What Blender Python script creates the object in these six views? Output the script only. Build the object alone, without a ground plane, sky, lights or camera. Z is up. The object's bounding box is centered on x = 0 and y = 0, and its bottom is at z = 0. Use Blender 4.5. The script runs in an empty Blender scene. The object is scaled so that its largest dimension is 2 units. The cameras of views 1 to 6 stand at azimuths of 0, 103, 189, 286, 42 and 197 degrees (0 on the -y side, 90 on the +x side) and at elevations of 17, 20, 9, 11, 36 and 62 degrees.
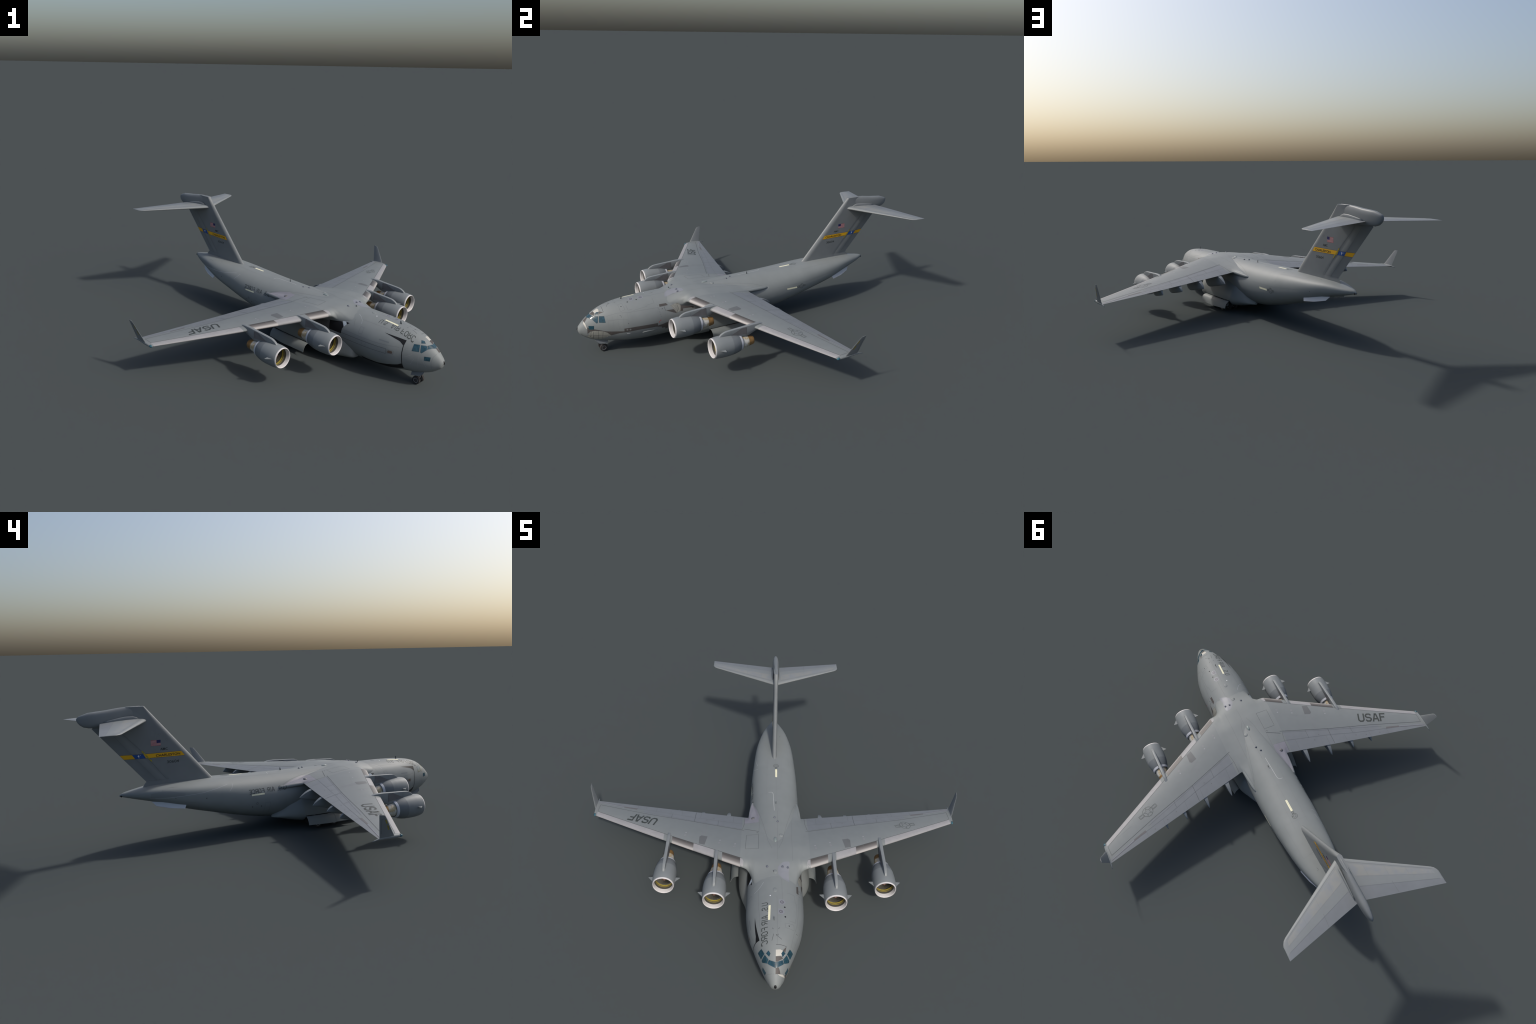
# Four-engined grey military transport aircraft, high T-tail, standing on its landing gear.
# Everything is modelled in the aircraft's own frame: +X nose, +Y left wing, +Z up; one Empty turns it
# into the scene frame.
import bpy, bmesh, math, random
from math import sin, cos, pi, radians, sqrt
from mathutils import Vector, Matrix
from mathutils.bvhtree import BVHTree

random.seed(17)
HEADING = radians(-46.95)
BASE = (-0.0046, -0.0043, 0.0)

# ------------------------------------------------------------------ scene root
root = bpy.data.objects.new("transport_aircraft", None)
bpy.context.scene.collection.objects.link(root)
root.location = BASE
root.rotation_euler = (0, 0, HEADING)
root["label"] = "grey four-engined military transport aircraft with high T-tail"
root["category"] = "cargo airplane"

# ------------------------------------------------------------------ materials
MATS = {}


def paint(name, color, rough=0.5, metal=0.0, mottle=0.06, scale=14.0, tint=None, tint_scale=5.0,
          streak=None, coat=0.0, bump=0.0, spec=0.3):
    """Painted skin: base colour with soft mottling, optional large patches of a second tint."""
    if name in MATS:
        return MATS[name]
    m = bpy.data.materials.new(name)
    m.use_nodes = True
    nt = m.node_tree
    bsdf = nt.nodes["Principled BSDF"]
    bsdf.inputs["Roughness"].default_value = rough
    bsdf.inputs["Metallic"].default_value = metal
    bsdf.inputs["Specular IOR Level"].default_value = spec
    if coat:
        bsdf.inputs["Coat Weight"].default_value = coat
        bsdf.inputs["Coat Roughness"].default_value = 0.1
    tc = nt.nodes.new("ShaderNodeTexCoord")
    mp = nt.nodes.new("ShaderNodeMapping")
    nt.links.new(tc.outputs["Object"], mp.inputs["Vector"])
    if streak:
        mp.inputs["Scale"].default_value = streak
    nz = nt.nodes.new("ShaderNodeTexNoise")
    nz.inputs["Scale"].default_value = scale
    nz.inputs["Detail"].default_value = 6.0
    nz.inputs["Roughness"].default_value = 0.65
    nt.links.new(mp.outputs["Vector"], nz.inputs["Vector"])
    rmp = nt.nodes.new("ShaderNodeValToRGB")
    lo = [max(0, c * (1 - mottle)) for c in color]
    hi = [min(1, c * (1 + mottle)) for c in color]
    rmp.color_ramp.elements[0].position = 0.3
    rmp.color_ramp.elements[1].position = 0.7
    rmp.color_ramp.elements[0].color = (*lo, 1)
    rmp.color_ramp.elements[1].color = (*hi, 1)
    nt.links.new(nz.outputs["Fac"], rmp.inputs["Fac"])
    out = rmp.outputs["Color"]
    if tint:
        n2 = nt.nodes.new("ShaderNodeTexNoise")
        n2.inputs["Scale"].default_value = tint_scale
        n2.inputs["Detail"].default_value = 3.0
        nt.links.new(tc.outputs["Object"], n2.inputs["Vector"])
        r2 = nt.nodes.new("ShaderNodeValToRGB")
        r2.color_ramp.elements[0].position = 0.45
        r2.color_ramp.elements[1].position = 0.62
        nt.links.new(n2.outputs["Fac"], r2.inputs["Fac"])
        mx = nt.nodes.new("ShaderNodeMix")
        mx.data_type = 'RGBA'
        nt.links.new(r2.outputs["Color"], mx.inputs["Factor"])
        nt.links.new(out, mx.inputs["A"])
        mx.inputs["B"].default_value = (*tint, 1)
        out = mx.outputs["Result"]
    nt.links.new(out, bsdf.inputs["Base Color"])
    if bump:
        bp = nt.nodes.new("ShaderNodeBump")
        bp.inputs["Strength"].default_value = bump
        bp.inputs["Distance"].default_value = 0.002
        nt.links.new(nz.outputs["Fac"], bp.inputs["Height"])
        nt.links.new(bp.outputs["Normal"], bsdf.inputs["Normal"])
    MATS[name] = m
    return m


GREY = paint("skin_grey", (0.196, 0.213, 0.213), 0.55, mottle=0.035)
WING = paint("wing_grey", (0.180, 0.197, 0.200), 0.55, mottle=0.035)
LAV = paint("flap_lavender", (0.176, 0.190, 0.203), 0.5, mottle=0.05)
TAILP = paint("stabiliser_patchy", (0.198, 0.214, 0.219), 0.5, mottle=0.03)
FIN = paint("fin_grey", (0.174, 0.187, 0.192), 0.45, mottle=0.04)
SLAT = paint("slat_bare", (0.270, 0.270, 0.278), 0.5, mottle=0.07, scale=20)
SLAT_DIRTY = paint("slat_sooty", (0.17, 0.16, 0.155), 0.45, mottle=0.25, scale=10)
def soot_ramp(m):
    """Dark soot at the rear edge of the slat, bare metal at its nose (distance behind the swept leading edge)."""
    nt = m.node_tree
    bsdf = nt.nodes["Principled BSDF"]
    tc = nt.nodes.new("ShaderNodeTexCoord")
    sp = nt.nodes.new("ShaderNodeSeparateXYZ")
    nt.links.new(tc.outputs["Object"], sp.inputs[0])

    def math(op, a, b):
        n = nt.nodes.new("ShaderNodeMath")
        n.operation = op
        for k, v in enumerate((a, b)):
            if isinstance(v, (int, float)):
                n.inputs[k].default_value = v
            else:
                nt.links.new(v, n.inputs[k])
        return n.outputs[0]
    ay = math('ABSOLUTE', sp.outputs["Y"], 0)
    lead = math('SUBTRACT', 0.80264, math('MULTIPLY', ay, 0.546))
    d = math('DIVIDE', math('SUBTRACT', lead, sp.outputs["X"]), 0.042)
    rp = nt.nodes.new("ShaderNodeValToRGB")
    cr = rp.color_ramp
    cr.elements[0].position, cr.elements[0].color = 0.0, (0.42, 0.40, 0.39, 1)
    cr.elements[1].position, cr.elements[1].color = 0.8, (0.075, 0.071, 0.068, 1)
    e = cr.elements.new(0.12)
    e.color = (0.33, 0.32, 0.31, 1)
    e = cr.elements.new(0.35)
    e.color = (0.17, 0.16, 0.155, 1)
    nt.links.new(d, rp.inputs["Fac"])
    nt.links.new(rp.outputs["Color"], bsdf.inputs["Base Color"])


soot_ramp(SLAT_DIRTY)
LIP = paint("inlet_lip", (0.55, 0.535, 0.535), 0.4, mottle=0.03)
NAC = paint("nacelle_grey", (0.188, 0.205, 0.210), 0.55, mottle=0.04)
NACD = paint("nacelle_dark", (0.155, 0.170, 0.178), 0.55, mottle=0.04)
PYL = paint("pylon_grey", (0.192, 0.208, 0.214), 0.45, mottle=0.04)
WHITE = paint("reverser_white", (0.55, 0.56, 0.59), 0.4, mottle=0.04)
SILVER = paint("core_cowl_silver", (0.62, 0.60, 0.54), 0.35, 0.15, mottle=0.25, scale=60, tint=(0.46, 0.37, 0.22), tint_scale=45)
BRONZE = paint("nozzle_bronze", (0.34, 0.20, 0.08), 0.4, 0.4, mottle=0.3, scale=50)
FAN = paint("fan_dark", (0.02, 0.02, 0.02), 0.5)
LINER = paint("inlet_liner", (0.075, 0.072, 0.062), 0.5)
YELLOW = paint("fan_case_yellow", (0.34, 0.27, 0.05), 0.45, mottle=0.15)
SPIN = paint("spinner_brown", (0.12, 0.07, 0.06), 0.5)
TYRE = paint("tyre_rubber", (0.035, 0.033, 0.033), 0.75, mottle=0.15, scale=60)
HUB = paint("wheel_hub", (0.30, 0.31, 0.33), 0.4, 0.2, mottle=0.1)
STEEL = paint("gear_steel", (0.28, 0.29, 0.30), 0.4, 0.3, mottle=0.1)
WELL = paint("wheel_well_dark", (0.02, 0.02, 0.021), 0.8)
BLACK = paint("black_marking", (0.008, 0.008, 0.009), 0.55)
BROWN = paint("brown_patch", (0.075, 0.068, 0.064), 0.55, mottle=0.08)
TEXT = paint("stencil_dark", (0.045, 0.051, 0.048), 0.55)
SEAM = paint("panel_seam", (0.128, 0.135, 0.143), 0.6)
SEAMD = paint("panel_seam_dark", (0.052, 0.055, 0.058), 0.6)
FAINT = paint("faint_seam", (0.172, 0.185, 0.190), 0.6)
SEAML = paint("scratch_light", (0.42, 0.44, 0.46), 0.5)
CREAM = paint("formation_strip", (0.75, 0.72, 0.52), 0.5, mottle=0.08, scale=40)
GLASS = paint("cockpit_glass", (0.017, 0.054, 0.076), 0.12, mottle=0.45, scale=90, coat=0.5)
GOLD = paint("stripe_yellow", (0.70, 0.37, 0.01), 0.5, mottle=0.03)
BLUE = paint("stripe_blue", (0.015, 0.07, 0.26), 0.5, mottle=0.03)
WHT = paint("white_marking", (0.7, 0.7, 0.72), 0.5)
RED = paint("flag_red", (0.38, 0.06, 0.07), 0.5)
NAVY = paint("flag_blue", (0.02, 0.02, 0.10), 0.5)
BEIGE = paint("bay_primer", (0.25, 0.25, 0.222), 0.55, mottle=0.14, scale=30)
LAVP = paint("patch_lavender", (0.214, 0.224, 0.247), 0.45)
PURPLE = paint("fairing_mauve", (0.225, 0.222, 0.248), 0.45)
STRAKE = paint("strake_pale", (0.50, 0.515, 0.545), 0.5, mottle=0.02)
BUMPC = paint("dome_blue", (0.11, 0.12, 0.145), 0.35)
LIGHTC = paint("light_lens", (0.035, 0.10, 0.13), 0.15, mottle=0.3, scale=80)

# ------------------------------------------------------------------ mesh helpers
ALL = []


def add(name, mesh, mat=None, parent=None, smooth=True):
    ob = bpy.data.objects.new(name, mesh)
    bpy.context.scene.collection.objects.link(ob)
    ob.parent = parent or root
    if mat and not mesh.materials:
        mesh.materials.append(mat)
    if smooth:
        mesh.polygons.foreach_set("use_smooth", [True] * len(mesh.polygons))
    ALL.append(ob)
    return ob


def pydata(verts, faces, name="m"):
    me = bpy.data.meshes.new(name)
    me.from_pydata([tuple(v) for v in verts], [], faces)
    bm = bmesh.new()
    bm.from_mesh(me)
    bmesh.ops.remove_doubles(bm, verts=bm.verts, dist=1e-6)
    bmesh.ops.recalc_face_normals(bm, faces=bm.faces)
    bm.to_mesh(me)
    bm.free()
    me.update()
    return me


def loft(rows, closed=True, caps=(True, True)):
    """Skin a list of equal-length sections; closed=True joins each section into a ring."""
    n = len(rows[0])
    verts = [p for r in rows for p in r]
    faces = []
    m = n if closed else n - 1
    for i in range(len(rows) - 1):
        for j in range(m):
            a, b = i * n + j, i * n + (j + 1) % n
            faces.append((a, b, b + n, a + n))
    if closed and caps[0]:
        faces.append(tuple(range(n)))
    if closed and caps[1]:
        faces.append(tuple(range((len(rows) - 1) * n, len(rows) * n)))
    return verts, faces


def pchip(xs, ys, x):
    """Monotone cubic through control values."""
    n = len(xs)
    h = [xs[i + 1] - xs[i] for i in range(n - 1)]
    d = [(ys[i + 1] - ys[i]) / h[i] for i in range(n - 1)]
    m = [0.0] * n
    for i in range(1, n - 1):
        if d[i - 1] * d[i] > 0:
            w1, w2 = 2 * h[i] + h[i - 1], h[i] + 2 * h[i - 1]
            m[i] = (w1 + w2) / (w1 / d[i - 1] + w2 / d[i])
    m[0], m[-1] = d[0], d[-1]
    i = 0
    while i < n - 2 and x > xs[i + 1]:
        i += 1
    t = (x - xs[i]) / h[i]
    return ((2 * t ** 3 - 3 * t * t + 1) * ys[i] + (t ** 3 - 2 * t * t + t) * h[i] * m[i]
            + (-2 * t ** 3 + 3 * t * t) * ys[i + 1] + (t ** 3 - t * t) * h[i] * m[i + 1])


def spow(v, e):
    return math.copysign(abs(v) ** e, v)


def sharp_edges(me, deg):
    bm = bmesh.new()
    bm.from_mesh(me)
    for e in bm.edges:
        if len(e.link_faces) == 2 and e.calc_face_angle(0) > radians(deg):
            e.smooth = False
    bm.to_mesh(me)
    bm.free()


def mirror_y(me):
    m2 = me.copy()
    for v in m2.vertices:
        v.co.y = -v.co.y
    m2.flip_normals()
    return m2


def pair(name, me, mat, parent=None, smooth=True):
    a = add(name, me, mat, parent, smooth)
    b = add(name, mirror_y(me), mat, parent, smooth)
    return a, b


# ------------------------------------------------------------------ fuselage
#      X       top     bottom  half width
FUSE = [  # last column: squareness of the upper half of the section
    (1.352, 0.1762, 0.1680, 0.0040, 2.0), (1.342, 0.1906, 0.1437, 0.0203, 2.0), (1.320, 0.2149, 0.1219, 0.0345, 2.0),
    (1.280, 0.2485, 0.0952, 0.0540, 2.05), (1.220, 0.2830, 0.0735, 0.0790, 2.08), (1.150, 0.3025, 0.0610, 0.1060, 2.08),
    (1.050, 0.3129, 0.0450, 0.1365, 2.08), (0.900, 0.3175, 0.0380, 0.1500, 2.08), (0.500, 0.3200, 0.0415, 0.1490, 2.08),
    (0.100, 0.3235, 0.0610, 0.1490, 2.12), (-0.100, 0.3280, 0.0963, 0.1455, 2.25), (-0.260, 0.3310, 0.1354, 0.1360, 2.5),
    (-0.420, 0.3295, 0.1774, 0.1215, 2.75), (-0.580, 0.3250, 0.2310, 0.0870, 2.75), (-0.700, 0.3110, 0.2620, 0.0450, 2.4),
    (-0.760, 0.3000, 0.2780, 0.0145, 2.1), (-0.779, 0.2885, 0.2843, 0.0010, 2.0)]


def fuse_row(u, seg=112):
    us = [i / (len(FUSE) - 1) for i in range(len(FUSE))]
    x, t, b, w, n = (pchip(us, [s[k] for s in FUSE], u) for k in range(5))
    row = []
    for j in range(seg):
        a = 2 * pi * j / seg
        e = 2 / (n if sin(a) > 0 else (2.08 if x > 0.15 else 2.08 + 0.25 * min(1, (0.15 - x) / 0.2)))
        row.append((x, w * spow(cos(a), e), (t + b) / 2 + (t - b) / 2 * spow(sin(a), e)))
    return row


rows = [fuse_row(i / 360) for i in range(361)]
fv, ff = loft(rows)
fus_me = pydata(fv, ff, "fuselage")
fuselage = add("fuselage", fus_me, GREY)

# ------------------------------------------------------------------ wing (one smooth loft, then split into parts)
N_SLAT, N_MID, N_SPOIL, N_FLAP = 7, 22, 6, 8
S_SPOIL, S_FLAP = 0.675, 0.82


def thick(s):
    return 5 * (0.2969 * sqrt(max(s, 0)) - 0.1260 * s - 0.3516 * s * s + 0.2843 * s ** 3 - 0.1030 * s ** 4)


def blunt(s):
    """Rounded slab-like half thickness: full nose, straight taper to the trailing edge."""
    if s < 0.09:
        return 0.5 * sqrt(max(0, 1 - ((0.09 - s) / 0.09) ** 2))
    return 0.5 * (1 - 0.96 * ((s - 0.09) / 0.91) ** 1.9)


def chord_nodes(c, y=0.19):
    sw = min((0.0445 - 0.0135 * (abs(y) - 0.19) / 0.9) / c, 0.26)
    a = [sw * (1 - cos(pi / 2 * i / N_SLAT)) for i in range(N_SLAT)]
    b = [sw + (S_SPOIL - sw) * i / N_MID for i in range(N_MID)]
    d = [S_SPOIL + (S_FLAP - S_SPOIL) * i / N_SPOIL for i in range(N_SPOIL)]
    e = [S_FLAP + (1 - S_FLAP) * i / N_FLAP for i in range(N_FLAP + 1)]
    return a + b + d + e


def section(y, xle, zle, xte, zte, tc):
    """Airfoil section from the trailing edge over the top to the nose and back below."""
    c = xle - xte
    s = chord_nodes(c, max(0.19, abs(y)))
    pts = []
    for side in (1, -1):
        for q in (s[::-1] if side == 1 else s[1:]):
            cam = 0.008 * (1 - (2 * q - 1) ** 2)
            th = thick(q)
            zz = tc * c * th * (1.0 if side == 1 else 1.08) * side + cam * c
            if side == -1 and q > 0.6:          # cusp under the trailing edge
                zz += 0.012 * c * sin((q - 0.6) / 0.4 * pi)
            pts.append((xle - c * q, y, zle + (zte - zle) * q + zz))
    return pts


def wing_line(y):
    a = abs(y)
    xle = 0.2075 + (1.090 - a) * 0.546
    xte = 0.079 + (1.085 - a) * 0.205
    sag = sin(pi * min(1, max(0, (1.090 - a) / 0.9)))
    zle = 0.2025 + (1.090 - a) * 0.0995 - 0.0045 * sag
    zte = 0.2080 + (1.090 - a) * 0.0575 - 0.0018 * sag
    tc = 0.135 - 0.035 * (a - 0.19) / 0.9
    return (y, xle, zle, xte, zte, tc)


FAIR = [  # y, xle, zle, xte, zte of the centre fairing that carries the wing over the fuselage roof
    (0.000, 0.840, 0.300, 0.020, 0.215), (0.030, 0.840, 0.299, 0.028, 0.228), (0.060, 0.838, 0.294, 0.042, 0.238), (0.090, 0.832, 0.279, 0.062, 0.244),
    (0.108, 0.820, 0.263, 0.080, 0.246), (0.118, 0.790, 0.257, 0.090, 0.247), (0.127, 0.745, 0.258, 0.100, 0.249), (0.136, 0.725, 0.265, 0.112, 0.2505),
    (0.1375, 0.722, 0.266, 0.135, 0.2515), (0.147, 0.712, 0.2745, 0.205, 0.2575), (0.156, 0.707, 0.2820, 0.268, 0.2620), (0.170, 0.7045, 0.2885, 0.2675, 0.2615)]
ROOF = [(0.27, 0.2930), (0.30, 0.2968), (0.40, 0.3075), (0.50, 0.3168), (0.586, 0.3245), (0.65, 0.3270), (0.727, 0.3265)]   # crown line of the fairing


def fair_section(y, xle, zle, xte, zte):
    """Fairing section: its top blends from the crown line (inboard) to the wing's own upper skin (outboard)."""
    wing = section(*wing_line(0.19))
    up = sorted((p[0], p[2]) for p in wing[:len(wing) // 2 + 1])
    wx_, wz_ = [p[0] for p in up], [p[1] for p in up]
    w = min(1, max(0, (y - 0.055) / 0.135))
    w = w * w * (3 - 2 * w) * 0.5 + w * 0.5

    def top(x):
        a = pchip([p[0] for p in ROOF], [p[1] for p in ROOF], x)
        xx = min(max(x, wx_[0]), wx_[-1])
        k = max(i for i in range(len(wx_) - 1) if wx_[i] <= xx + 1e-9)
        t = (xx - wx_[k]) / max(1e-9, wx_[k + 1] - wx_[k])
        b = wz_[k] + (wz_[k + 1] - wz_[k]) * min(1, t)
        return a * (1 - w) + b * w
    c = xle - xte
    hi = min(0.67, xle - 0.05)
    ctrl = [(xte, zte + 0.0005)]
    if xte < 0.20:
        k = top(0.30)
        ctrl.append(((xte + 0.30) / 2, zte + (k - zte) * 0.66))
    ctrl += [(x, top(x)) for x in (0.30, 0.36, 0.42, 0.50, 0.58) if x > xte + 0.02] + [(hi, top(hi))]
    kx, kz = [p[0] for p in ctrl], [p[1] for p in ctrl]
    pts = []
    s = chord_nodes(c)
    for q in s[::-1]:
        x = xle - c * q
        if x <= hi:
            z = pchip(kx, kz, x)
        else:                                   # rounded nose from the crown down to the leading edge
            u = (x - hi) / (xle - hi)
            m = min(1, max(0, (y - 0.100) / 0.036))
            z_round = zle + (kz[-1] - zle) * (max(0, 1 - u ** 2.1)) ** 0.55
            roof = 0.1785 + 0.139 * max(0, 1 - (y / 0.1498) ** 2.08) ** (1 / 2.08) - 0.0012
            z_flush = roof + (kz[-1] - roof) * (1 - u * u * (3 - 2 * u))
            z = z_flush * (1 - m) + z_round * m
        pts.append((x, y, z))
    for q in s[1:]:
        x = xle - c * q
        pts.append((x, y, zle + (zte - zle) * q - 0.115 * c * thick(q) * 0.9))
    return pts


SLAT_Y = [0.19, 0.192, 0.290, 0.338, 0.456, 0.5845, 0.636, 1.075]   # inner edges of leading-edge pieces
FLAP_Y = [0.19, 0.2435, 0.4395, 0.4712, 0.555, 0.715, 0.833, 1.06]
ys = sorted(set([round(0.19 + (1.0925 - 0.19) * i / 36, 4) for i in range(37)] + SLAT_Y + FLAP_Y))
ys = [y for k, y in enumerate(ys) if k == 0 or y - ys[k - 1] > 0.002 or y in SLAT_Y + FLAP_Y]
secs = [fair_section(*f) for f in FAIR] + [section(*wing_line(y)) for y in ys]
yst = [f[0] for f in FAIR] + ys
tip = section(*wing_line(1.09))
mid = [(p[0], 1.094, (p[2] + q[2]) / 2 * 0.5 + p[2] * 0.5) for p, q in zip(tip, [tip[0]] + tip[:0:-1])]
full = [[(p[0], -p[1], p[2]) for p in s] for s in secs[:0:-1]] + secs
fy = [-y for y in yst[:0:-1]] + yst
NSEC = len(full[0])
NS = N_SLAT + N_MID + N_SPOIL + N_FLAP        # chord intervals


def split_wing():
    """Split the single wing skin into named parts whose border vertices and normals coincide."""
    verts = [p for r in full for p in r]
    faces, keys = [], []
    for i in range(len(full) - 1):
        yc = (fy[i] + fy[i + 1]) / 2
        for j in range(NSEC - 1):
            a, b = i * NSEC + j, i * NSEC + (j + 1) % NSEC
            faces.append((a, b, b + NSEC, a + NSEC))
            upper = j < NS
            k = NS - 1 - j if upper else j - NS      # chord interval from the leading edge
            ay = abs(yc)
            side = 'L' if yc > 0 else 'R'
            if ay < 0.19:
                keys.append(('wing_fairing', ''))
            elif k < N_SLAT:
                q = max(i2 for i2, yy in enumerate(SLAT_Y) if yy <= ay + 1e-6)
                keys.append(('slat%d' % q, side))
            elif k >= N_SLAT + N_MID + N_SPOIL:
                q = max(i2 for i2, yy in enumerate(FLAP_Y) if yy <= ay + 1e-6)
                keys.append(('flap%d' % q, side))
            elif upper and k >= N_SLAT + N_MID and ay < 0.80:
                keys.append(('spoiler', side))
            else:
                keys.append(('wing', side))
    me = bpy.data.meshes.new("w")
    me.from_pydata(verts, [], faces)
    bm = bmesh.new()
    bm.from_mesh(me)
    bmesh.ops.recalc_face_normals(bm, faces=bm.faces)
    bm.to_mesh(me)
    nrm = [v.normal.copy() for v in bm.verts]
    order = [tuple(v.index for v in f.verts) for f in bm.faces]
    bm.free()
    groups = {}
    for f, k in zip(order, keys):
        groups.setdefault(k, []).append(f)
    out = {}
    for k, fs in groups.items():
        idx = sorted({v for f in fs for v in f})
        mp = {v: i for i, v in enumerate(idx)}
        m = bpy.data.meshes.new(k[0])
        m.from_pydata([verts[v] for v in idx], [], [tuple(mp[v] for v in f) for f in fs])
        m.polygons.foreach_set("use_smooth", [True] * len(m.polygons))
        m.normals_split_custom_set_from_vertices([nrm[v] for v in idx])
        out[k] = m
    tipf = [full[0], full[-1]]
    return out, tipf


parts, tips = split_wing()
fairing = add("wing_fairing", parts[('wing_fairing', '')], GREY)
wings = {}
for side in 'LR':
    w = wings[side] = add("wing", parts[('wing', side)], WING)
    slat_mats = [SLAT_DIRTY, SLAT_DIRTY, WING, SLAT, SLAT_DIRTY, WING, SLAT, WING]
    for q in range(len(SLAT_Y)):
        if ('slat%d' % q, side) in parts:
            add("slat", parts[('slat%d' % q, side)], slat_mats[q], w)
    for q in range(len(FLAP_Y)):
        if ('flap%d' % q, side) in parts:
            add("aileron" if q == 6 else "flap", parts[('flap%d' % q, side)], LAV, w)
    add("spoiler", parts[('spoiler', side)], LAV, w)
    rim = tips[1 if side == 'L' else 0][:-1]
    add("wing_tip_cap", pydata(rim, [tuple(range(len(rim)))], "wing_tip_cap"), WING, w, False)

# ------------------------------------------------------------------ wing tips: pod, lens and winglet
def superloft(name, stations, seg=32, e=2.0):
    """stations: x, y centre, z centre, half width, half height."""
    ex = 2 / e
    rws = [[(x, y + w * spow(cos(2 * pi * j / seg), ex), z + h * spow(sin(2 * pi * j / seg), ex))
            for j in range(seg)] for x, y, z, w, h in stations]
    v, f = loft(rws)
    return pydata(v, f, name)


for sgn in (1, -1):         # rounded tails of the wing-root fairing
    add("fairing_tail", superloft("fairing_tail", [(0.320, sgn * 0.140, 0.266, 0.010, 0.008), (0.270, sgn * 0.1435, 0.2605, 0.0120, 0.0110), (0.210, sgn * 0.1400, 0.2565, 0.0125, 0.0120),
                                                   (0.160, sgn * 0.1360, 0.2530, 0.0115, 0.0115), (0.128, sgn * 0.1335, 0.2510, 0.0090, 0.0090),
                                                   (0.112, sgn * 0.1320, 0.2500, 0.0055, 0.0055), (0.106, sgn * 0.1315, 0.2495, 0.0008, 0.0008)], 28), GREY, fairing)

for sgn in (1, -1):
    w = wings['L' if sgn == 1 else 'R']
    pod = superloft("wingtip_pod", [(0.214, sgn * 1.088, 0.203, 0.001, 0.001), (0.209, sgn * 1.089, 0.203, 0.004, 0.005),
                                    (0.190, sgn * 1.090, 0.204, 0.006, 0.007), (0.150, sgn * 1.091, 0.206, 0.007, 0.0085),
                                    (0.110, sgn * 1.091, 0.207, 0.006, 0.007), (0.075, sgn * 1.092, 0.205, 0.004, 0.004),
                                    (0.055, sgn * 1.093, 0.202, 0.0025, 0.0025), (0.043, sgn * 1.094, 0.200, 0.001, 0.001)])
    add("wingtip_pod", pod, WING, w)
    lens = superloft("navigation_light", [(0.217, sgn * 1.087, 0.203, 0.001, 0.001), (0.212, sgn * 1.088, 0.203, 0.005, 0.0055),
                                          (0.204, sgn * 1.089, 0.2035, 0.0068, 0.0072), (0.199, sgn * 1.089, 0.204, 0.0069, 0.0074)])
    add("navigation_light", lens, LIGHTC, w)
    # winglet: chord sections stacked upward and canted out
    rws = []
    for t in [0, .08, .2, .4, .6, .8, .9, .96, 1.0]:
        y = sgn * (1.092 + 0.033 * t)
        z = 0.205 + 0.1175 * t
        xl = 0.168 - 0.083 * t - (0.004 * max(0, (t - .92) / .08) ** 2)
        xt = 0.083 - 0.030 * t
        c = xl - xt
        row = []
        n = 14
        for i in range(2 * n):
            s = i / n if i <= n else 2 - i / n
            s = 0.5 - 0.5 * cos(pi * s)
            tt = thick(s) * 0.08 * c * (1 if i <= n else -1)
            row.append((xl - c * s, y + tt, z + (0.004 * s if t == 1 else 0)))
        rws.append(row)
    v, f = loft(rws)
    wl = pydata(v, f, "winglet")
    sharp_edges(wl, 45)
    add("winglet", wl, FIN, w)

# flap hinge fairings: deep keels under the trailing edge
def keel(y, tipx, tipz, depth, hw, front):
    _, xle, zle, xte, zte, tc = wing_line(y)
    rws = []
    n = 18
    for i in range(n + 1):
        t = i / n
        x = tipx + (front - tipx) * t
        s = (xle - x) / (xle - xte)
        if x < xte + 0.012:
            q = max(0, (x - tipx) / (xte + 0.012 - tipx))
            top = tipz + (zte - 0.001 - tipz) * (1 - (1 - q) ** 1.7)
        else:
            top = zle + (zte - zle) * s
        base = zle + (zte - zle) * s
        bot = tipz - (depth - (base - tipz) * 0) * min(1, t / 0.72) ** 0.8 * (1 if t < 0.72 else 1)
        if t > 0.78:
            k = (t - 0.78) / 0.22
            bot = bot + (base - bot) * (1 - sqrt(max(0, 1 - k * k)))
        bot = min(bot, top - 0.0008)
        w = hw * min(1, (t / 0.33)) ** 0.55 * (1 if t < 0.8 else sqrt(max(0.02, 1 - ((t - .8) / .2) ** 2)))
        w = max(w, 0.0006)
        row = [(x, y + w, top), (x, y + w, top - (top - bot) * .35), (x, y + w * .97, top - (top - bot) * .7),
               (x, y + w * .8, top - (top - bot) * .9), (x, y + w * .4, top - (top - bot) * .985), (x, y, bot)]
        row = row + [(a, 2 * y - b, c) for a, b, c in row[-2::-1]]
        rws.append(row)
    v, f = loft(rws)
    me = pydata(v, f, "flap_fairing")
    sharp_edges(me, 50)
    return me


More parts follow.
